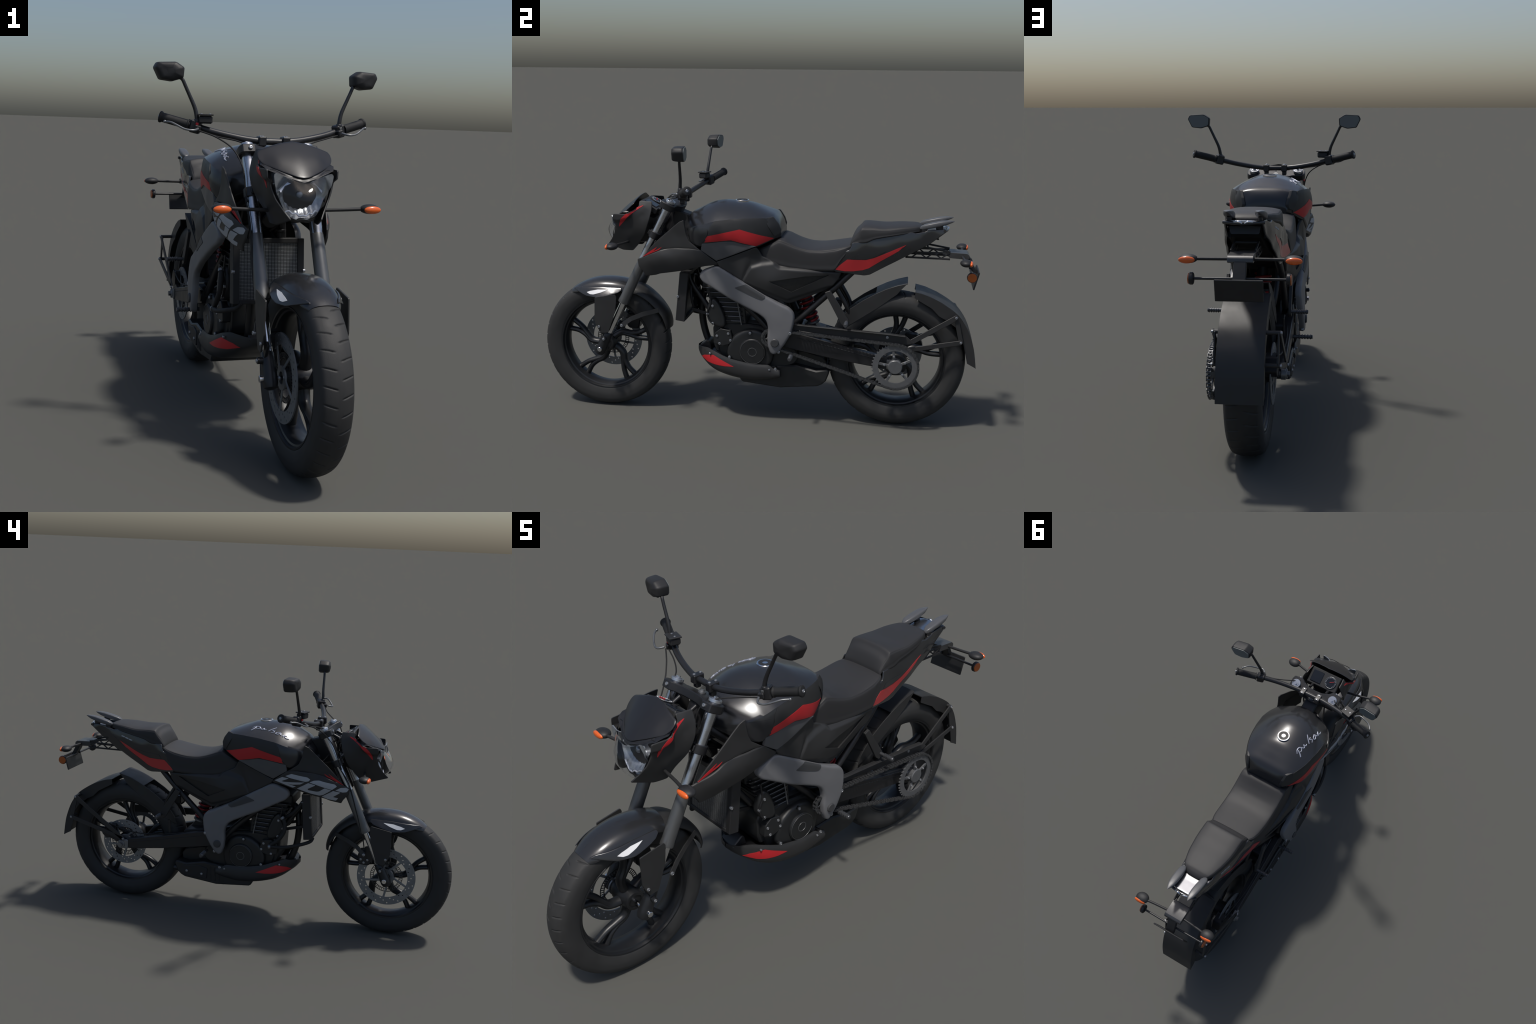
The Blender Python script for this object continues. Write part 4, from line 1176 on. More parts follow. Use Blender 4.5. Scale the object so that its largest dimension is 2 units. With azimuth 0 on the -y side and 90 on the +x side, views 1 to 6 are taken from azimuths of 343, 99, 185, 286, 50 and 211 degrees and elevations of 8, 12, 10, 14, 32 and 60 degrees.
p_w = pchip([0.436, 0.450, 0.464, 0.486, 0.557, 0.637, 0.692, 0.717, 0.740, 0.750, 0.754], [0.096, 0.099, 0.102, 0.106, 0.105, 0.096, 0.082, 0.072, 0.055, 0.040, 0.026])
pys = list(np.linspace(0.436, 0.50, 20)) + list(np.linspace(0.505, 0.72, 26)) + list(np.linspace(0.724, 0.754, 12))
pill = mk("pillion_seat", *g_loft(seat_rings(pys, p_zt, p_ze, p_zl, p_w, 0.89)), "seat", root, 60)

# =====================================================================
#  9. tail
# =====================================================================
tl_out = fillet([(0.369, 0.722), (0.415, 0.806), (0.434, 0.811), (0.440, 0.820), (0.447, 0.843), (0.505, 0.849), (0.539, 0.865), (0.641, 0.883), (0.697, 0.894), (0.715, 0.889), (0.757, 0.897), (0.764, 0.903), (0.842, 0.909),
                 (0.845, 0.897), (0.785, 0.849), (0.719, 0.811), (0.675, 0.786), (0.593, 0.741), (0.525, 0.702), (0.502, 0.698), (0.455, 0.703), (0.378, 0.715)], 0.004)
tl_d = tps([(0.373, 0.725, 0.126), (0.427, 0.770, 0.117), (0.507, 0.768, 0.104), (0.502, 0.699, 0.099), (0.844, 0.899, 0.068), (0.842, 0.909, 0.064), (0.764, 0.902, 0.074), (0.448, 0.845, 0.107), (0.677, 0.838, 0.094),
            (0.60, 0.800, 0.103), (0.55, 0.822, 0.107), (0.55, 0.862, 0.100), (0.45, 0.80, 0.115), (0.42, 0.715, 0.115), (0.593, 0.745, 0.094), (0.675, 0.788, 0.086), (0.785, 0.852, 0.072), (0.70, 0.888, 0.084), (0.62, 0.872, 0.094), (0.73, 0.86, 0.085)], 1e-6)
tail = both("tail_panel", g_panel(tl_out, tl_d, 0.006, 0.003, 0.007), "tailgloss", root, 40)
tt = [bvh_of([tail[0]]), bvh_of([tail[1]])]
tr = [(0.374, 0.726), (0.400, 0.748), (0.427, 0.770), (0.469, 0.769), (0.508, 0.769), (0.542, 0.779), (0.587, 0.799), (0.677, 0.840), (0.644, 0.811), (0.569, 0.765), (0.520, 0.732), (0.494, 0.723), (0.455, 0.718), (0.417, 0.718)]
decal_both("red_stripe", tr, tt, "redgloss", tail, off=0.0010)
decal_both("tail_lower_trim", fillet([(0.417, 0.717), (0.455, 0.7165), (0.494, 0.7215), (0.520, 0.7305), (0.569, 0.7635), (0.644, 0.8095), (0.690, 0.842), (0.716, 0.862), (0.760, 0.866), (0.838, 0.897), (0.783, 0.851), (0.717, 0.813), (0.674, 0.789), (0.592, 0.744), (0.524, 0.705), (0.502, 0.7005), (0.457, 0.705)], 0.002, 2), tt, "tailgloss", tail, off=0.0007)
decal_both("tail_scoop", [(0.443, 0.773), (0.457, 0.793), (0.538, 0.798), (0.591, 0.812), (0.560, 0.793), (0.535, 0.780), (0.508, 0.7725), (0.470, 0.7725)], tt, "tailgloss", tail, off=0.0016)
for k in range(3):
    o = 0.021 * k
    g = [(0.669 - o, 0.8625 - 0.0063 * k), (0.663 - o, 0.8665 - 0.0063 * k), (0.646 - o, 0.8615 - 0.0063 * k), (0.652 - o, 0.8572 - 0.0063 * k)]
    decal("numeral", g, tt[1], -1, "silver", tail[1], off=0.0010, h=0.006)

# grab handles
for s in (1, -1):
    rings = []
    for y, z, w, t in ((0.732, 0.9085, 0.004, 0.004), (0.738, 0.911, 0.010, 0.008), (0.752, 0.9155, 0.0165, 0.011), (0.785, 0.923, 0.0185, 0.0125), (0.820, 0.931, 0.0180, 0.012), (0.846, 0.9365, 0.0155, 0.009), (0.866, 0.9405, 0.008, 0.0045), (0.877, 0.9425, 0.0015, 0.001)):
        ring = []
        for j in range(24):
            a = 2 * math.pi * j / 24
            ca, sa = math.cos(a), math.sin(a)
            ring.append((s * (0.0585 - 0.03 * (y - 0.73)) + w * math.copysign(abs(ca) ** 0.55, ca), y, z + t * math.copysign(abs(sa) ** 0.55, sa)))
        rings.append(ring)
    h = mk("grab_handle", *g_loft(rings), "sidegrey", root, 50)
    mk("handle_foot", *join([g_box((s * 0.062, 0.752, 0.900), (0.018, 0.026, 0.022), None, 0.004), g_box((s * 0.055, 0.815, 0.913), (0.014, 0.03, 0.020), None, 0.004)]), "black", h, 30)
# bright plate between the handles, tail cap and lamp recess
top = [(0.050, 0.735), (0.080, 0.716), (0.082, 0.730), (0.068, 0.765), (0.062, 0.835), (0.030, 0.842)]
top = top + [(-a, b) for a, b in top[::-1]]
mk("tail_deck", *g_panel(fillet(top, 0.003, 2), lambda a, b: 0.888 + 0.150 * (b - 0.716) + 0.05 * np.maximum(0, b - 0.78) - 0.5 * a * a, 0.006, 0.002, 0.008, 'z'), "tailchrome", root, 40)
mk("tail_bumper", *g_tube([(-0.072, 0.838, 0.902), (-0.050, 0.846, 0.902), (0, 0.851, 0.899), (0.050, 0.846, 0.902), (0.072, 0.838, 0.902)], 0.0065, 12, 5), "tailgloss", root, 50)
both("tail_trim", g_tube([(0.004, 0.857, 0.900), (0.016, 0.855, 0.9055), (0.034, 0.852, 0.9040)], [0.002, 0.0045, 0.002], 10, 4), "chrome", root, 50)
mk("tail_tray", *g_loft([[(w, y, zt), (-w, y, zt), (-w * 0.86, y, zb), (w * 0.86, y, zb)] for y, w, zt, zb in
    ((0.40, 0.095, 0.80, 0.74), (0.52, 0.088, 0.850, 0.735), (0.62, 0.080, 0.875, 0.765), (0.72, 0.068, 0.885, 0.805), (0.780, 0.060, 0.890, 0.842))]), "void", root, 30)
mk("tail_lamp", *g_panel(fillet([(-0.056, 0.885), (0.056, 0.885), (0.050, 0.858), (-0.050, 0.858)], 0.004), lambda a, b: -0.800 + 0.3 * (b - 0.87) + 0 * a, 0.012, 0.003, 0.01, 'y'), "plateblack", root, 30)

# number plate carrier
truss = []
for s in (1, -1):
    x = s * 0.043
    A0, A1 = (x, 0.675, 0.777), (x, 0.866, 0.7745)
    B0, B1 = (x, 0.690, 0.800), (x, 0.866, 0.8015)
    truss += [g_bar(A0, A1, 0.008, 0.005, 0.0005), g_bar(B0, B1, 0.007, 0.005, 0.0005), g_bar(A0, (x, 0.70, 0.803), 0.007, 0.005, 0)]
    ys = np.linspace(0.700, 0.860, 6)
    for i in range(5):
        zz = (0.7765, 0.800)
        truss.append(g_bar((x, ys[i], zz[i % 2]), (x, ys[i + 1], zz[(i + 1) % 2]), 0.0055, 0.004, 0))
    truss += [g_bar((x, 0.70, 0.812), (x, 0.765, 0.823), 0.008, 0.005, 0), g_bar((x, 0.765, 0.823), (x, 0.866, 0.806), 0.008, 0.005, 0)]
for y, z in ((0.68, 0.778), (0.77, 0.822), (0.862, 0.788)):
    truss.append(g_cyl((-0.043, y, z), (0.043, y, z), 0.004, n=10))
carrier = mk("plate_carrier", *join(truss), "matte", root, 30)
mk("carrier_top", *join([g_prism([(0.863, 0.780), (0.863, 0.8045), (0.937, 0.8015), (0.947, 0.794), (0.949, 0.781), (0.935, 0.776)], -0.044, 0.044, 0.0008)]), "mount", carrier, 30)
mk("plate_arm", *join([g_prism([(0.930, 0.782), (0.949, 0.785), (0.962, 0.760), (0.985, 0.715), (0.972, 0.708), (0.945, 0.748)], -0.022, 0.022, 0.002)]), "matte", carrier, 30)
pc = np.array([0, 0.980, 0.690])
tilt = math.atan2(0.020, 0.075)
mk("number_plate", *g_box(pc, (0.165, 0.007, 0.080), Matrix.Rotation(-tilt, 3, 'X'), 0.002), "plateblack", carrier, 30)
for s in (1, -1):
    indicator(s * 0.179, 0.928, 0.788, 1, s * 0.040, 0.918, 0.787, carrier)
    rod = mk("reflector_stalk", *join([g_cyl((s * 0.015, 0.956, 0.726), (s * 0.160, 0.955, 0.725), 0.0048, n=14),
              g_cyl((s * 0.157, 0.955, 0.725), (s * 0.172, 0.955, 0.725), 0.0215, n=36, bev=0.003)]), "black", carrier, 35)
    mk("side_reflector", *g_cyl((s * 0.170, 0.955, 0.725), (s * 0.1755, 0.955, 0.725), 0.0190, n=36, bev=0.0015), "amber", rod, 35)

# =====================================================================
# 10. rear mudguards and stays
# =====================================================================
def sheet(path, hw, t=0.003):
    """curved sheet, path in (y, z), hw half width (number or list)"""
    P = [np.array(p) for p in spl(path, 6)]
    W = [hw] * len(P) if np.isscalar(hw) else list(np.interp(np.linspace(0, 1, len(P)), np.linspace(0, 1, len(hw)), hw))
    rings = []
    for i, p in enumerate(P):
        d = P[min(i + 1, len(P) - 1)] - P[max(i - 1, 0)]
        d /= np.linalg.norm(d)
        n = np.array([-d[1], d[0]])
        q = p - n * t
        w = W[i]
        rings.append([(x, p[0], p[1]) for x in np.linspace(-w, w, 7)] + [(x, q[0], q[1]) for x in np.linspace(w, -w, 7)])
    return g_loft(rings)
hug = mk("mudguard", *sheet([(0.554, 0.612), (0.60, 0.635), (0.645, 0.652), (0.690, 0.663)], 0.067), "satin", root, 40)
hs = fillet([(0.690, 0.664), (0.660, 0.632), (0.647, 0.614), (0.560, 0.545), (0.452, 0.470), (0.421, 0.452), (0.374, 0.432), (0.386, 0.470), (0.408, 0.500), (0.443, 0.538), (0.496, 0.577), (0.554, 0.612), (0.60, 0.635), (0.645, 0.652)], 0.004)
both("mudguard_side", g_prism(hs, 0.0665, 0.0705, 0.001, 1), "satin", hug, 30)
mud_top = [(0.725, 0.630), (0.767, 0.620), (0.820, 0.598), (0.868, 0.570), (0.911, 0.537), (0.941, 0.498), (0.962, 0.458), (0.982, 0.400), (0.991, 0.355), (0.998, 0.300)]
mud = mk("mudguard", *sheet(mud_top, [0.078, 0.081, 0.0835, 0.0835]), "satin", root, 40)
ms = mud_top + [(0.960, 0.320), (0.945, 0.384), (0.932, 0.441), (0.905, 0.480), (0.863, 0.511), (0.831, 0.527), (0.799, 0.560), (0.722, 0.604)]
both("mudguard_side", g_prism(ms, 0.0795, 0.083, 0.0, 1), "satin", mud, 30)
stays = []
for s in (1, -1):
    x = s * (0.133 if s < 0 else 0.101)
    lowp = (s * 0.133, 0.640, 0.338) if s < 0 else (s * 0.116, 0.690, 0.398)
    lowq = lowp if s < 0 else (s * 0.118, 0.700, 0.378)
    st = [g_bar(lowp, (x, 0.903, 0.529), 0.022, 0.006), g_bar(lowq, (x, 0.928, 0.419), 0.020, 0.006), g_bar((x - s * 0.006, 0.903, 0.529), (x - s * 0.006, 0.928, 0.419), 0.019, 0.006),
          g_cyl((s * 0.08, 0.903, 0.529), (x, 0.903, 0.529), 0.0075, n=14), g_cyl((s * 0.08, 0.928, 0.419), (x, 0.928, 0.419), 0.0075, n=14)]
    so = mk("mudguard_stay", *join(st), "satin", mud, 30)
    bolt((x + s * 0.004, 0.903, 0.529), so, 0.9, (s, 0, 0))
    bolt((x + s * 0.004, 0.928, 0.419), so, 0.9, (s, 0, 0))
    if s < 0:
        bolt((x + s * 0.004, 0.638, 0.338), so, 0.9, (s, 0, 0))

# =====================================================================
# 11. swingarm, chain drive, shock, frame
# =====================================================================
sa_out = fillet([(0.100, 0.425), (0.200, 0.432), (0.300, 0.410), (0.420, 0.379), (0.615, 0.338), (0.640, 0.318), (0.640, 0.296), (0.610, 0.287), (0.400, 0.316), (0.204, 0.352), (0.110, 0.370)], 0.008)
sw = both("swingarm", g_prism(sa_out, 0.092, 0.126, 0.006, 3), "black", root, 30)
groove = []
for i, s in enumerate((1, -1)):
    mk("swingarm_rib", *g_bar((s * 0.1265, 0.215, 0.408), (s * 0.1265, 0.60, 0.325), 0.004, 0.002), "matte", sw[i])
    mk("axle_block", *join([g_prism(fillet([(0.612, 0.333), (0.612, 0.288), (0.665, 0.286), (0.672, 0.306), (0.662, 0.327)], 0.006), s * 0.112, s * 0.132, 0.003)]), "steel", sw[i], 30)
mk("swingarm_brace", *join([g_prism(fillet([(0.215, 0.435), (0.325, 0.415), (0.325, 0.350), (0.215, 0.356)], 0.01), -0.093, 0.093, 0.004),
    g_prism(fillet([(0.235, 0.43), (0.25, 0.46), (0.28, 0.46), (0.31, 0.415)], 0.004), -0.03, 0.03, 0.003), g_cyl((-0.13, 0.13, 0.398), (0.13, 0.13, 0.398), 0.022, n=28)]), "black", sw[0], 30)
guard = mk("chain_guard", *join([g_prism([(0.128, 0.484), (0.227, 0.470), (0.405, 0.4615), (0.619, 0.4505), (0.689, 0.4445), (0.728, 0.414), (0.698, 0.404), (0.582, 0.408), (0.387, 0.426), (0.228, 0.441), (0.128, 0.446)], 0.123, 0.127, 0.0008, 1),
    g_prism([(0.128, 0.484), (0.227, 0.470), (0.405, 0.4615), (0.619, 0.4505), (0.689, 0.4445), (0.689, 0.4405), (0.619, 0.4465), (0.405, 0.4575), (0.227, 0.466), (0.128, 0.480)], 0.118, 0.140, 0.0008, 1)]), "satin", root, 30)
bolt((0.128, 0.612, 0.433), guard, 1.0)

CX = 0.146
FS = (0.099, 0.408)                     # gearbox sprocket
def sprocket(cy, cz, ro, ri, teeth, t):
    prof = []
    for i in range(teeth):
        for f, r in ((0.0, ro - 0.0065), (0.28, ro - 0.0055), (0.42, ro), (0.58, ro), (0.72, ro - 0.0055)):
            a = 2 * math.pi * (i + f) / teeth
            prof.append((cy + r * math.cos(a), cz + r * math.sin(a)))
    hole = [(cy + ri * math.cos(a), cz + ri * math.sin(a)) for a in np.linspace(0, 2 * math.pi, 61)[:-1]]
    rv, tri, o = fill(prof, [hole], 0.012)
    m = len(rv)
    V = [(CX + t / 2, *p) for p in rv] + [(CX - t / 2, *p) for p in rv]
    F = [tuple(q) for q in tri] + [tuple(q[::-1] + m) for q in tri]
    F += [(e[1], e[0], e[0] + m, e[1] + m) for e in rim_edges(tri)]
    return V, F
spr = [sprocket(RW[0], RW[1], 0.1035, 0.0735, 42, 0.006)]
for k in range(5):
    a = math.radians(26 + 72 * k)
    spr.append(g_bar((CX - 0.002, RW[0] + 0.02 * math.cos(a), RW[1] + 0.02 * math.sin(a)), (CX - 0.002, RW[0] + 0.075 * math.cos(a), RW[1] + 0.075 * math.sin(a)), 0.011, 0.007))
spr.append(g_cyl((0.110, *RW), (0.1545, *RW), 0.0315, n=40, bev=0.003))
sprk = mk("sprocket", *join(spr), "sprocket", root, 30)
for k in range(5):
    a = math.radians(26 + 72 * k)
    bolt((CX + 0.004, RW[0] + 0.047 * math.cos(a), RW[1] + 0.047 * math.sin(a)), sprk, 0.85)
fspr = [sprocket(FS[0], FS[1], 0.0400, 0.024, 15, 0.006)]
for k in range(4):
    a = math.radians(20 + 90 * k)
    fspr.append(g_bar((CX, FS[0], FS[1]), (CX, FS[0] + 0.026 * math.cos(a), FS[1] + 0.026 * math.sin(a)), 0.008, 0.005))
fspr.append(g_cyl((0.10, *FS), (0.150, *FS), 0.010, n=24, bev=0.001))
mk("sprocket", *join(fspr), "chain", root, 30)
# chain path: common tangents of both sprockets
R1, R2 = 0.0370, 0.1000
D = np.array(RW) - np.array(FS)
L = np.linalg.norm(D)
th = math.atan2(D[1], D[0])
be = math.acos((R1 - R2) / L)
path = []
for a in np.linspace(th + be, th + 2 * math.pi - be, 40):
    path.append((FS[0] + R1 * math.cos(a), FS[1] + R1 * math.sin(a)))
for a in np.linspace(th - be, th + be, 80):
    path.append((RW[0] + R2 * math.cos(a), RW[1] + R2 * math.sin(a)))
path = np.array(path + [path[0]])
seg = np.linalg.norm(np.diff(path, axis=0), axis=1)
cum = np.concatenate([[0], np.cumsum(seg)])
NL = 2 * int(round(cum[-1] / 0.0145 / 2))
pin = []
for i in range(NL):
    q = cum[-1] * i / NL
    pin.append(np.array([np.interp(q, cum, path[:, 0]), np.interp(q, cum, path[:, 1])]))
lk = []
for i in range(NL):
    a, b = pin[i], pin[(i + 1) % NL]
    d = (b - a) / np.linalg.norm(b - a)
    n = np.array([-d[1], d[0]])
    off = 0.0085 if i % 2 else 0.0060
    for s in (1, -1):
        prof = []
        for c, sg in ((a, -1), (b, 1)):
            for t in np.linspace(-1.2, 1.2, 4):
                prof.append(c + 0.0053 * (sg * d * math.cos(t) + n * math.sin(t) * sg))
        x0 = CX + s * off
        V = [(x0 - 0.0008, *p) for p in prof] + [(x0 + 0.0008, *p) for p in prof]
        k = len(prof)
        lk.append((V, [tuple(range(k)), tuple(range(2 * k - 1, k - 1, -1))] + [(j, (j + 1) % k, (j + 1) % k + k, j + k) for j in range(k)]))
    lk.append(g_cyl((CX - 0.0105, *a), (CX + 0.0105, *a), 0.0022, n=8))
    lk.append(g_cyl((CX - 0.0055, *a), (CX + 0.0055, *a), 0.0038, n=8))
ch = mk("drive_chain", *join(lk), "chain", root, 30)
ch["kind"] = "stuff"

# shock absorber
s0, s1 = np.array([0, 0.272, 0.435]), np.array([0, 0.215, 0.640])
sd = (s1 - s0) / np.linalg.norm(s1 - s0)
su = np.array([1.0, 0, 0]); sv = np.cross(sd, su)
shock = mk("shock_absorber", *join([g_cyl(s0, s1, 0.019, n=24), g_cyl(s0 + sd * 0.010, s0 + sd * 0.022, 0.036, n=28, bev=0.003)]), "steel", root, 30)
hx = []
for i in range(7 * 18 + 1):
    t = i / 18
    p = s0 + sd * (0.026 + 0.022 * t)
    hx.append(p + 0.031 * (math.cos(2 * math.pi * t) * su + math.sin(2 * math.pi * t) * sv))
mk("coil_spring", *g_tube(hx, 0.0055, 10, 1), "spring", shock, 60)
mk("shock_body", *g_cyl(s0 + sd * 0.03, s1 + sd * 0.02, 0.024, n=24), "black", shock)

# frame tubes
fr = []
for s in (1, -1):
    fr.append(g_tube([(s * 0.078, 0.475, 0.735), (s * 0.088, 0.395, 0.655), (s * 0.090, 0.30, 0.563), (s * 0.090, 0.195, 0.462)], 0.0145, 16, 4))
    fr.append(g_tube([(s * 0.070, 0.34, 0.70), (s * 0.075, 0.374, 0.638), (s * 0.070, 0.423, 0.556), (s * 0.060, 0.44, 0.51)], 0.010, 12, 4))
    fr.append(g_tube([(s * 0.095, -0.10, 0.600), (s * 0.098, -0.02, 0.535), (s * 0.100, 0.05, 0.470), (s * 0.105, 0.11, 0.405)], 0.0145, 16, 4))
    fr.append(g_tube([(s * 0.050, -0.30, 0.76), (s * 0.060, -0.285, 0.640), (s * 0.065, -0.23, 0.555), (s * 0.07, -0.19, 0.50)], 0.012, 14, 4))
    fr.append(g_tube([(s * 0.030, -0.33, 0.85), (s * 0.10, -0.25, 0.78), (s * 0.125, -0.10, 0.72), (s * 0.12, 0.10, 0.62), (s * 0.105, 0.18, 0.47)], 0.018, 16, 5))
    fr.append(g_tube([(s * 0.085, 0.10, 0.75), (s * 0.085, 0.30, 0.745), (s * 0.08, 0.50, 0.775), (s * 0.062, 0.74, 0.845)], 0.012, 14, 4))
fr.append(g_prism(fillet([(-0.30, 0.84), (-0.06, 0.83), (0.05, 0.79), (0.36, 0.74), (0.36, 0.70), (0.20, 0.62), (0.10, 0.64), (-0.10, 0.70), (-0.24, 0.72)], 0.02), -0.085, 0.085, 0.01))
frame = mk("frame", *join(fr), "black", root, 40)
mk("hugger_bracket", *join([g_box((0.0, 0.385, 0.545), (0.05, 0.03, 0.04), None, 0.004), g_bar((-0.10, 0.40, 0.46), (-0.10, 0.395, 0.36), 0.012, 0.006)]), "black", frame, 30)

# foot pegs
def peg(x0, x1, y, z, r, parent, n=5):
    s = 1 if x1 > x0 else -1
    prof = [(x0, 0.0), (x0, r * 0.85)]
    Lp = abs(x1 - x0)
    st = 0.35
    for i in range(n):
        q = x0 + s * Lp * (st + (1 - st) * i / n)
        e = s * Lp * (1 - st) / n
        prof += [(q, r * 0.86), (q + 0.12 * e, r * 1.15), (q + 0.42 * e, r * 1.15), (q + 0.54 * e, r * 0.86)]
    prof += [(x1 - s * 0.003, r * 1.0), (x1, r * 0.8), (x1, 0.0)]
    mk("foot_peg", *g_revolve(prof, y, z, 20), "peg", parent, 35)
for i, s in enumerate((1, -1)):
    rb = mk("peg_bracket", *join([g_prism(fillet([(0.334, 0.622), (0.358, 0.632), (0.442, 0.502), (0.444, 0.484), (0.425, 0.472), (0.408, 0.485)], 0.004), s * 0.122, s * 0.134, 0.002)]), "satin", root, 30)
    peg(s * 0.130, s * 0.201, 0.433, 0.4955, 0.0085, rb)
    peg(s * 0.115, s * 0.207, 0.193, 0.331, 0.0090, sw[i])

# =====================================================================
# 12. engine
# =====================================================================
crank = mk("crankcase", *join([
    g_prism(fillet([(-0.150, 0.330), (-0.155, 0.420), (-0.130, 0.445), (-0.050, 0.452), (0.070, 0.440), (0.110, 0.410), (0.205, 0.345), (0.222, 0.303), (0.200, 0.272), (0.127, 0.245), (0.0, 0.240), (-0.120, 0.250)], 0.015), -0.092, 0.092, 0.006, 3),
    g_prism(fillet([(-0.172, 0.345), (-0.175, 0.425), (-0.160, 0.450), (-0.12, 0.44), (-0.12, 0.31), (-0.16, 0.31)], 0.01), -0.086, 0.086, 0.005),
    g_prism([(-0.15, 0.40), (-0.05, 0.46), (0.06, 0.46), (0.16, 0.43), (0.20, 0.34), (0.0, 0.30)], -0.07, 0.07, 0.01)]), "engine", root, 35)
cv_out = fillet([(-0.107, 0.309), (-0.103, 0.350), (-0.078, 0.395), (-0.033, 0.424), (0.004, 0.432), (0.045, 0.428), (0.078, 0.408), (0.098, 0.375), (0.110, 0.335), (0.105, 0.290), (0.086, 0.257), (0.040, 0.245), (-0.045, 0.262), (-0.095, 0.285)], 0.02, 5)
cover = both("engine_cover", g_panel(cv_out, tps([(0, 0.34, 0.121), (-0.1, 0.31, 0.116), (0, 0.43, 0.115), (0.1, 0.34, 0.117), (0.0, 0.25, 0.116)], 1e-5), 0.035, 0.014, 0.009), "engine", crank, 45)
for i, s in enumerate((1, -1)):
    cy, cz = 0.014, 0.330
    mk("clutch_disc", *g_revolve([(s * 0.110, 0.0), (s * 0.110, 0.062), (s * 0.124, 0.060), (s * 0.127, 0.057), (s * 0.127, 0.0535), (s * 0.128, 0.052), (s * 0.128, 0.0)], cy, cz, 64), "engine", cover[i], 30)
    arc = [(s * 0.1283, cy + 0.0550 * math.cos(a), cz + 0.0550 * math.sin(a)) for a in np.linspace(math.radians(20), math.radians(338), 60)]
    mk("disc_line", *join([g_tube(arc, 0.0009, 6, 1), g_ring((s * 0.1282, cy, cz), 0.019, 0.0013, n=40, m=6)]), "steel", cover[i], 60)
    hexo = fillet([(-0.166, 0.360), (-0.161, 0.405), (-0.133, 0.429), (-0.088, 0.420), (-0.079, 0.378), (-0.092, 0.358), (-0.125, 0.347)], 0.004)
    hx = mk("hex_cover", *g_prism(hexo, s * 0.085, s * 0.116, 0.002), "engine", cover[i], 30)
    for x, y, z in ((0.116, -0.150, 0.393), (0.116, -0.098, 0.406), (0.116, -0.088, 0.375), (0.116, -0.138, 0.358)):
        bolt((s * x, y, z), hx, 0.95, (s, 0, 0))
    for x, y, z in ((0.112, 0.003, 0.4165), (0.112, -0.091, 0.298), (0.112, 0.119, 0.253)):
        mk("bolt_boss", *g_cyl((s * 0.09, y, z), (s * (x + 0.010), y, z), 0.0085, n=18, bev=0.001), "engine", cover[i], 30)
        bolt((s * (x + 0.011), y, z), cover[i], 1.0, (s, 0, 0))
    # cam side cover on the head
    hco = spl([(-0.160, 0.566), (-0.140, 0.545), (-0.124, 0.510), (-0.112, 0.470), (-0.114, 0.440), (-0.134, 0.432), (-0.172, 0.445), (-0.194, 0.476), (-0.198, 0.505), (-0.190, 0.540), (-0.176, 0.562)], 4, True)
    hc = mk("cylinder_side_cover", *g_panel(hco, lambda a, b: 0.120 + 0 * a, 0.026, 0.012, 0.008), "engine", crank, 45) if s > 0 else \
         mk("cylinder_side_cover", *(lambda vf: (flip(vf[0]), [f[::-1] for f in vf[1]]))(g_panel(hco, lambda a, b: 0.120 + 0 * a, 0.026, 0.012, 0.008)), "engine", crank, 45)
    mk("cover_pipe", *g_tube([(s * 0.118, -0.184, 0.606), (s * 0.119, -0.180, 0.570), (s * 0.121, -0.178, 0.540), (s * 0.121, -0.192, 0.505), (s * 0.121, -0.186, 0.470), (s * 0.121, -0.166, 0.447)], 0.0035, 10, 5), "black", hc)
    for y, z in ((-0.1685, 0.533), (-0.1925, 0.495), (-0.1685, 0.4525)):
        bolt((s * 0.121, y, z), hc, 0.95, (s, 0, 0))
    mk("cylinder_rod", *g_cyl((s * 0.104, -0.059, 0.560), (s * 0.104, -0.040, 0.447), 0.0028, n=10), "steel", crank)
# cylinder with fins
cyl = mk("cylinder", *join([g_prism([(-0.212, 0.620), (-0.030, 0.600), (-0.020, 0.450), (-0.150, 0.440)], -0.092, 0.092, 0.004),
                            g_prism([(-0.226, 0.600), (-0.226, 0.655), (-0.060, 0.680), (-0.02, 0.60)], -0.085, 0.085, 0.006)]), "engine", crank, 30)
for k in range(8):
    z = 0.612 - 0.0212 * k
    y0 = -0.222 + 0.010 * k
    fo = fillet([(-0.1025, y0), (0.1025, y0), (0.1025, -0.052 + 0.003 * k), (-0.1025, -0.052 + 0.003 * k)], 0.010, 3)
    mk("cooling_fin", *g_prism(fo, z - 0.0022, z + 0.0022, 0.0006, 1, 'z'), "engine", cyl, 30)
    for s in (1, -1):
        e0 = -0.199 + 0.013 * k + (0.02 if k > 1 else 0)
        e1 = -0.056 + 0.0022 * k
        mk("fin_edge", *g_cyl((s * 0.1032, e0, z), (s * 0.1032, e1, z + 0.001), 0.0017, n=8), "fin", cyl)
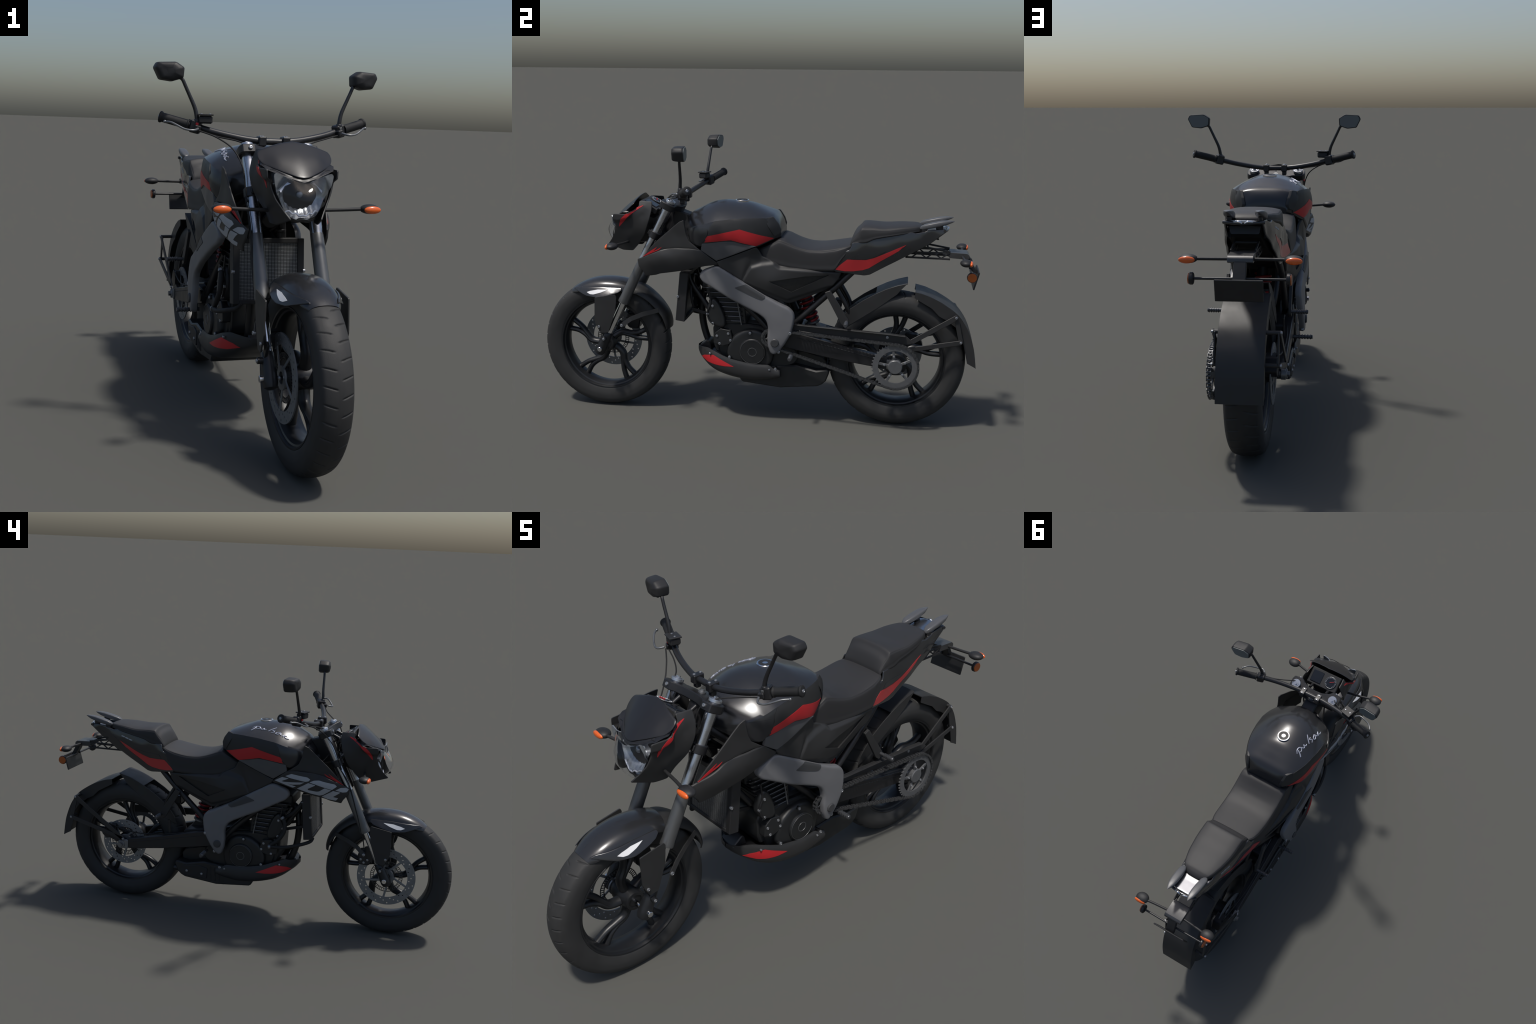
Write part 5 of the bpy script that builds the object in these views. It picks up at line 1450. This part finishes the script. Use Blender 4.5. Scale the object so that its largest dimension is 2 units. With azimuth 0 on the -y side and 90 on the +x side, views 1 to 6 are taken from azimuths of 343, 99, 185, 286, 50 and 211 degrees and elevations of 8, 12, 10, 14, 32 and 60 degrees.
# radiator
rad_o = [(-0.317, 0.682), (-0.277, 0.678), (-0.297, 0.454), (-0.339, 0.460)]
def rad_pt(x, t, fwd=0.0):           # t: 0 bottom .. 1 top of the front face
    y = -0.339 + 0.022 * t; z = 0.460 + 0.222 * t
    return (x, y - fwd, z - 0.1 * fwd)
rad = mk("radiator", *join([g_prism(rad_o, s * 0.104, s * 0.128, 0.002) for s in (1, -1)] +
    [g_prism([(-0.3185, 0.684), (-0.277, 0.680), (-0.2785, 0.662), (-0.3195, 0.666)], -0.105, 0.105, 0.002), g_prism([(-0.338, 0.474), (-0.296, 0.468), (-0.297, 0.453), (-0.340, 0.459)], -0.105, 0.105, 0.002)]), "matte", root, 30)
cV = [rad_pt(-0.105, 0.03, -0.004), rad_pt(0.105, 0.03, -0.004), rad_pt(0.105, 0.95, -0.004), rad_pt(-0.105, 0.95, -0.004)]
cV += [(x, y + 0.026, z) for x, y, z in cV]
mk("radiator_core", cV, [(0, 1, 2, 3), (7, 6, 5, 4), (0, 4, 5, 1), (1, 5, 6, 2), (2, 6, 7, 3), (3, 7, 4, 0)], "core", rad, 30)
mk("radiator_fan", *join([g_ring((0, 0, 0), 0.08, 0.006, 'z', 40, 8)] + [g_box((0.04 * math.cos(a), 0.04 * math.sin(a), 0), (0.07, 0.022, 0.004), Matrix.Rotation(a, 3, 'Z') @ Matrix.Rotation(0.5, 3, 'X'), 0.001, 1) for a in np.linspace(0, 2 * math.pi, 7)[:-1]] + [g_cyl((0, 0, -0.015), (0, 0, 0.01), 0.022)]), "matte", rad, 30)
fan = [o for o in rad.children if o.name.startswith("radiator_fan")][0]
T = Matrix.Translation((0, -0.276, 0.565)) @ Matrix.Rotation(math.radians(-85), 4, 'X')
for v in fan.data.vertices:
    v.co = T @ v.co
mk("radiator_cap", *join([g_cyl((0.045, -0.300, 0.676), (0.045, -0.300, 0.705), 0.012, n=20), g_cyl((0.045, -0.300, 0.702), (0.045, -0.300, 0.714), 0.020, n=28, bev=0.003)]), "black", rad, 30)
for s in (1, -1):
    bolt((s * 0.129, -0.326, 0.570), rad, 1.0, (s, 0, 0))
    mk("radiator_bracket", *g_bar((s * 0.06, -0.28, 0.50), (s * 0.06, -0.19, 0.475), 0.014, 0.008), "matte", rad)
# hoses on one side
def hose(pts, r=0.0095):
    mk("coolant_hose", *g_tube(pts, r, 16, 6), "rubber", root, 60)
hose([(-0.144, -0.140, 0.404), (-0.146, -0.200, 0.409), (-0.135, -0.270, 0.425), (-0.112, -0.325, 0.443), (-0.098, -0.338, 0.462)], 0.0085)
hose([(-0.140, -0.138, 0.412), (-0.142, -0.175, 0.440), (-0.138, -0.203, 0.485), (-0.135, -0.203, 0.530), (-0.132, -0.190, 0.552)])
hose([(-0.10, -0.19, 0.545), (-0.11, -0.230, 0.572), (-0.115, -0.262, 0.610), (-0.118, -0.283, 0.640)], 0.0085)
mk("hose_clip", *join([g_cyl((-0.144, -0.131, 0.402), (-0.144, -0.143, 0.404), 0.0115, n=18), g_cyl((-0.132, -0.186, 0.556), (-0.133, -0.193, 0.548), 0.0115, n=18), g_ring((-0.118, -0.282, 0.639), 0.0095, 0.002, 'z', 24, 6)]), "steel", root)
mk("horn", *join([g_cyl((0.0, -0.33, 0.745), (0.0, -0.30, 0.755), 0.030, n=28, bev=0.004)]), "black", root)

# exhaust header
mk("exhaust_pipe", *g_tube([(-0.015, -0.200, 0.600), (-0.025, -0.232, 0.580), (-0.035, -0.250, 0.530), (-0.038, -0.254, 0.470), (-0.036, -0.244, 0.390), (-0.03, -0.215, 0.315), (-0.02, -0.16, 0.255), (0.0, -0.06, 0.225)], 0.0165, 20, 6), "rim", root, 60)

# belly pan
b_w = pchip([-0.262, -0.258, -0.250, -0.236, -0.215, -0.190, -0.160, -0.110, -0.060, 0.0, 0.090, 0.140], [0.004, 0.022, 0.040, 0.062, 0.086, 0.107, 0.123, 0.134, 0.138, 0.138, 0.134, 0.130])
b_t = pchip([-0.262, -0.225, -0.200, -0.170, -0.091, -0.009, 0.060, 0.090, 0.105, 0.140], [0.315, 0.323, 0.328, 0.321, 0.294, 0.278, 0.273, 0.272, 0.258, 0.250])
b_b = pchip([-0.262, -0.245, -0.226, -0.191, -0.137, -0.046, 0.024, 0.081, 0.140], [0.300, 0.280, 0.266, 0.243, 0.220, 0.200, 0.194, 0.199, 0.214])
def belly_ring(y, e=0.0):
    w, zt, zb = b_w(y), b_t(y), b_b(y)
    w = max(0.002, w - e); zb = zb + e
    H = [(0.925 * w, zt), (0.975 * w, zt - 0.2 * (zt - zb)), (1.0 * w, zb + 0.45 * (zt - zb)), (0.96 * w, zb + 0.16 * (zt - zb)), (0.80 * w, zb), (0.4 * w, zb - 0.004), (0, zb - 0.005)]
    P = spl(H, 4)
    return [(p[0], y, p[1]) for p in P] + [(-p[0], y, p[1]) for p in P[-2::-1]]
bys = sorted(set(list(np.linspace(-0.262, -0.19, 16)) + list(np.linspace(-0.18, 0.140, 30))))
rings = []
for y in bys:
    o = belly_ring(y)
    i = belly_ring(y, 0.004)
    rings.append(o + i[::-1])
belly = mk("belly_pan", *g_loft(rings), "satin", root, 40)
bt = bvh_of([belly])
decal_both("red_stripe", [(-0.232, 0.279), (-0.215, 0.291), (-0.190, 0.2985), (-0.166, 0.303), (-0.069, 0.259), (-0.115, 0.258), (-0.156, 0.261), (-0.195, 0.266)], [bt, bt], "red", [belly, belly], off=0.0010)
for s in (1, -1):
    bolt((s * 0.1165, -0.183, 0.309), belly, 0.7, (s, 0, 0.2))
    bolt((s * 0.133, 0.093, 0.253), belly, 0.7, (s, 0, 0))
mk("belly_deck", *g_panel(fillet([(0.0, -0.255), (0.045, -0.245), (0.085, -0.210), (0.110, -0.160), (0.118, -0.06), (0.118, 0.09), (-0.118, 0.09), (-0.118, -0.06), (-0.110, -0.160), (-0.085, -0.210), (-0.045, -0.245)], 0.01),
   lambda a, b: np.interp(b, [-0.26, -0.2, -0.1, 0.1], [0.312, 0.300, 0.262, 0.245]) + 0 * a, 0.01, 0, 0.012, 'z'), "black", belly, 40)
mk("belly_nose", *g_prism([(-0.256, 0.306), (-0.246, 0.322), (-0.212, 0.346), (-0.200, 0.340), (-0.190, 0.300)], -0.040, 0.040, 0.004), "black", belly, 30)

# silencer under the engine
sil = mk("silencer", *join([
    g_prism([(-0.052, 0.200), (-0.038, 0.177), (0.138, 0.160), (0.305, 0.177), (0.326, 0.187), (0.345, 0.204), (0.360, 0.245), (0.352, 0.258), (0.300, 0.250), (0.210, 0.270), (0.120, 0.262), (-0.050, 0.250)], -0.122, 0.101, 0.006, 2),
    g_prism([(0.335, 0.240), (0.343, 0.282), (0.325, 0.305), (0.240, 0.328), (0.170, 0.330), (0.170, 0.250)], -0.062, 0.062, 0.004, 2)]), "engine", root, 30)
mk("silencer_panel", *g_prism(fillet([(0.330, 0.200), (0.317, 0.238), (0.232, 0.250), (0.184, 0.238), (0.187, 0.183), (0.300, 0.188)], 0.006), -0.127, -0.118, 0.002), "matte", sil, 30)
for k in range(3):
    y = 0.170 - 0.022 * k
    mk("silencer_rib", *g_bar((-0.1225, y, 0.250), (-0.1225, y - 0.004, 0.178), 0.006, 0.004), "matte", sil)
for p in ((-0.128, 0.292, 0.213), (-0.128, 0.213, 0.207), (-0.123, 0.122, 0.253)):
    bolt(p, sil, 1.0, (-1, 0, 0))
tail_p = g_revolve([(0.0, 0.0145), (0.035, 0.0145), (0.035, 0.0120), (0.0, 0.0120)], 0, 0, 28, True)
V = [(-0.100 + v[1], 0.333 + v[0], 0.2125 + v[2]) for v in tail_p[0]]
mk("exhaust_outlet", V, tail_p[1], "rim", sil, 30)

# brake calipers
cal = mk("brake_caliper", *join([g_prism(fillet([(-0.622, 0.430), (-0.565, 0.428), (-0.558, 0.400), (-0.566, 0.358), (-0.612, 0.356), (-0.626, 0.372)], 0.008), -0.095, -0.045, 0.005),
    g_prism(fillet([(-0.640, 0.425), (-0.612, 0.455), (-0.590, 0.450), (-0.600, 0.400), (-0.630, 0.370)], 0.005), -0.100, -0.090, 0.002)]), "black", root, 30)
for y, z in ((-0.575, 0.385), (-0.607, 0.385), (-0.590, 0.370)):
    bolt((-0.096, y, z), cal, 0.9, (-1, 0, 0))
mk("brake_caliper", *join([g_prism(fillet([(0.690, 0.400), (0.745, 0.395), (0.770, 0.345), (0.745, 0.320), (0.690, 0.335)], 0.008), -0.108, -0.060, 0.005), g_prism(fillet([(0.64, 0.29), (0.74, 0.33), (0.73, 0.36), (0.64, 0.325)], 0.006), -0.106, -0.094, 0.002)]), "black", root, 30)
cable([(-0.105, 0.73, 0.40), (-0.11, 0.62, 0.375), (-0.115, 0.50, 0.375), (-0.112, 0.36, 0.395), (-0.10, 0.24, 0.42)], 0.0032)
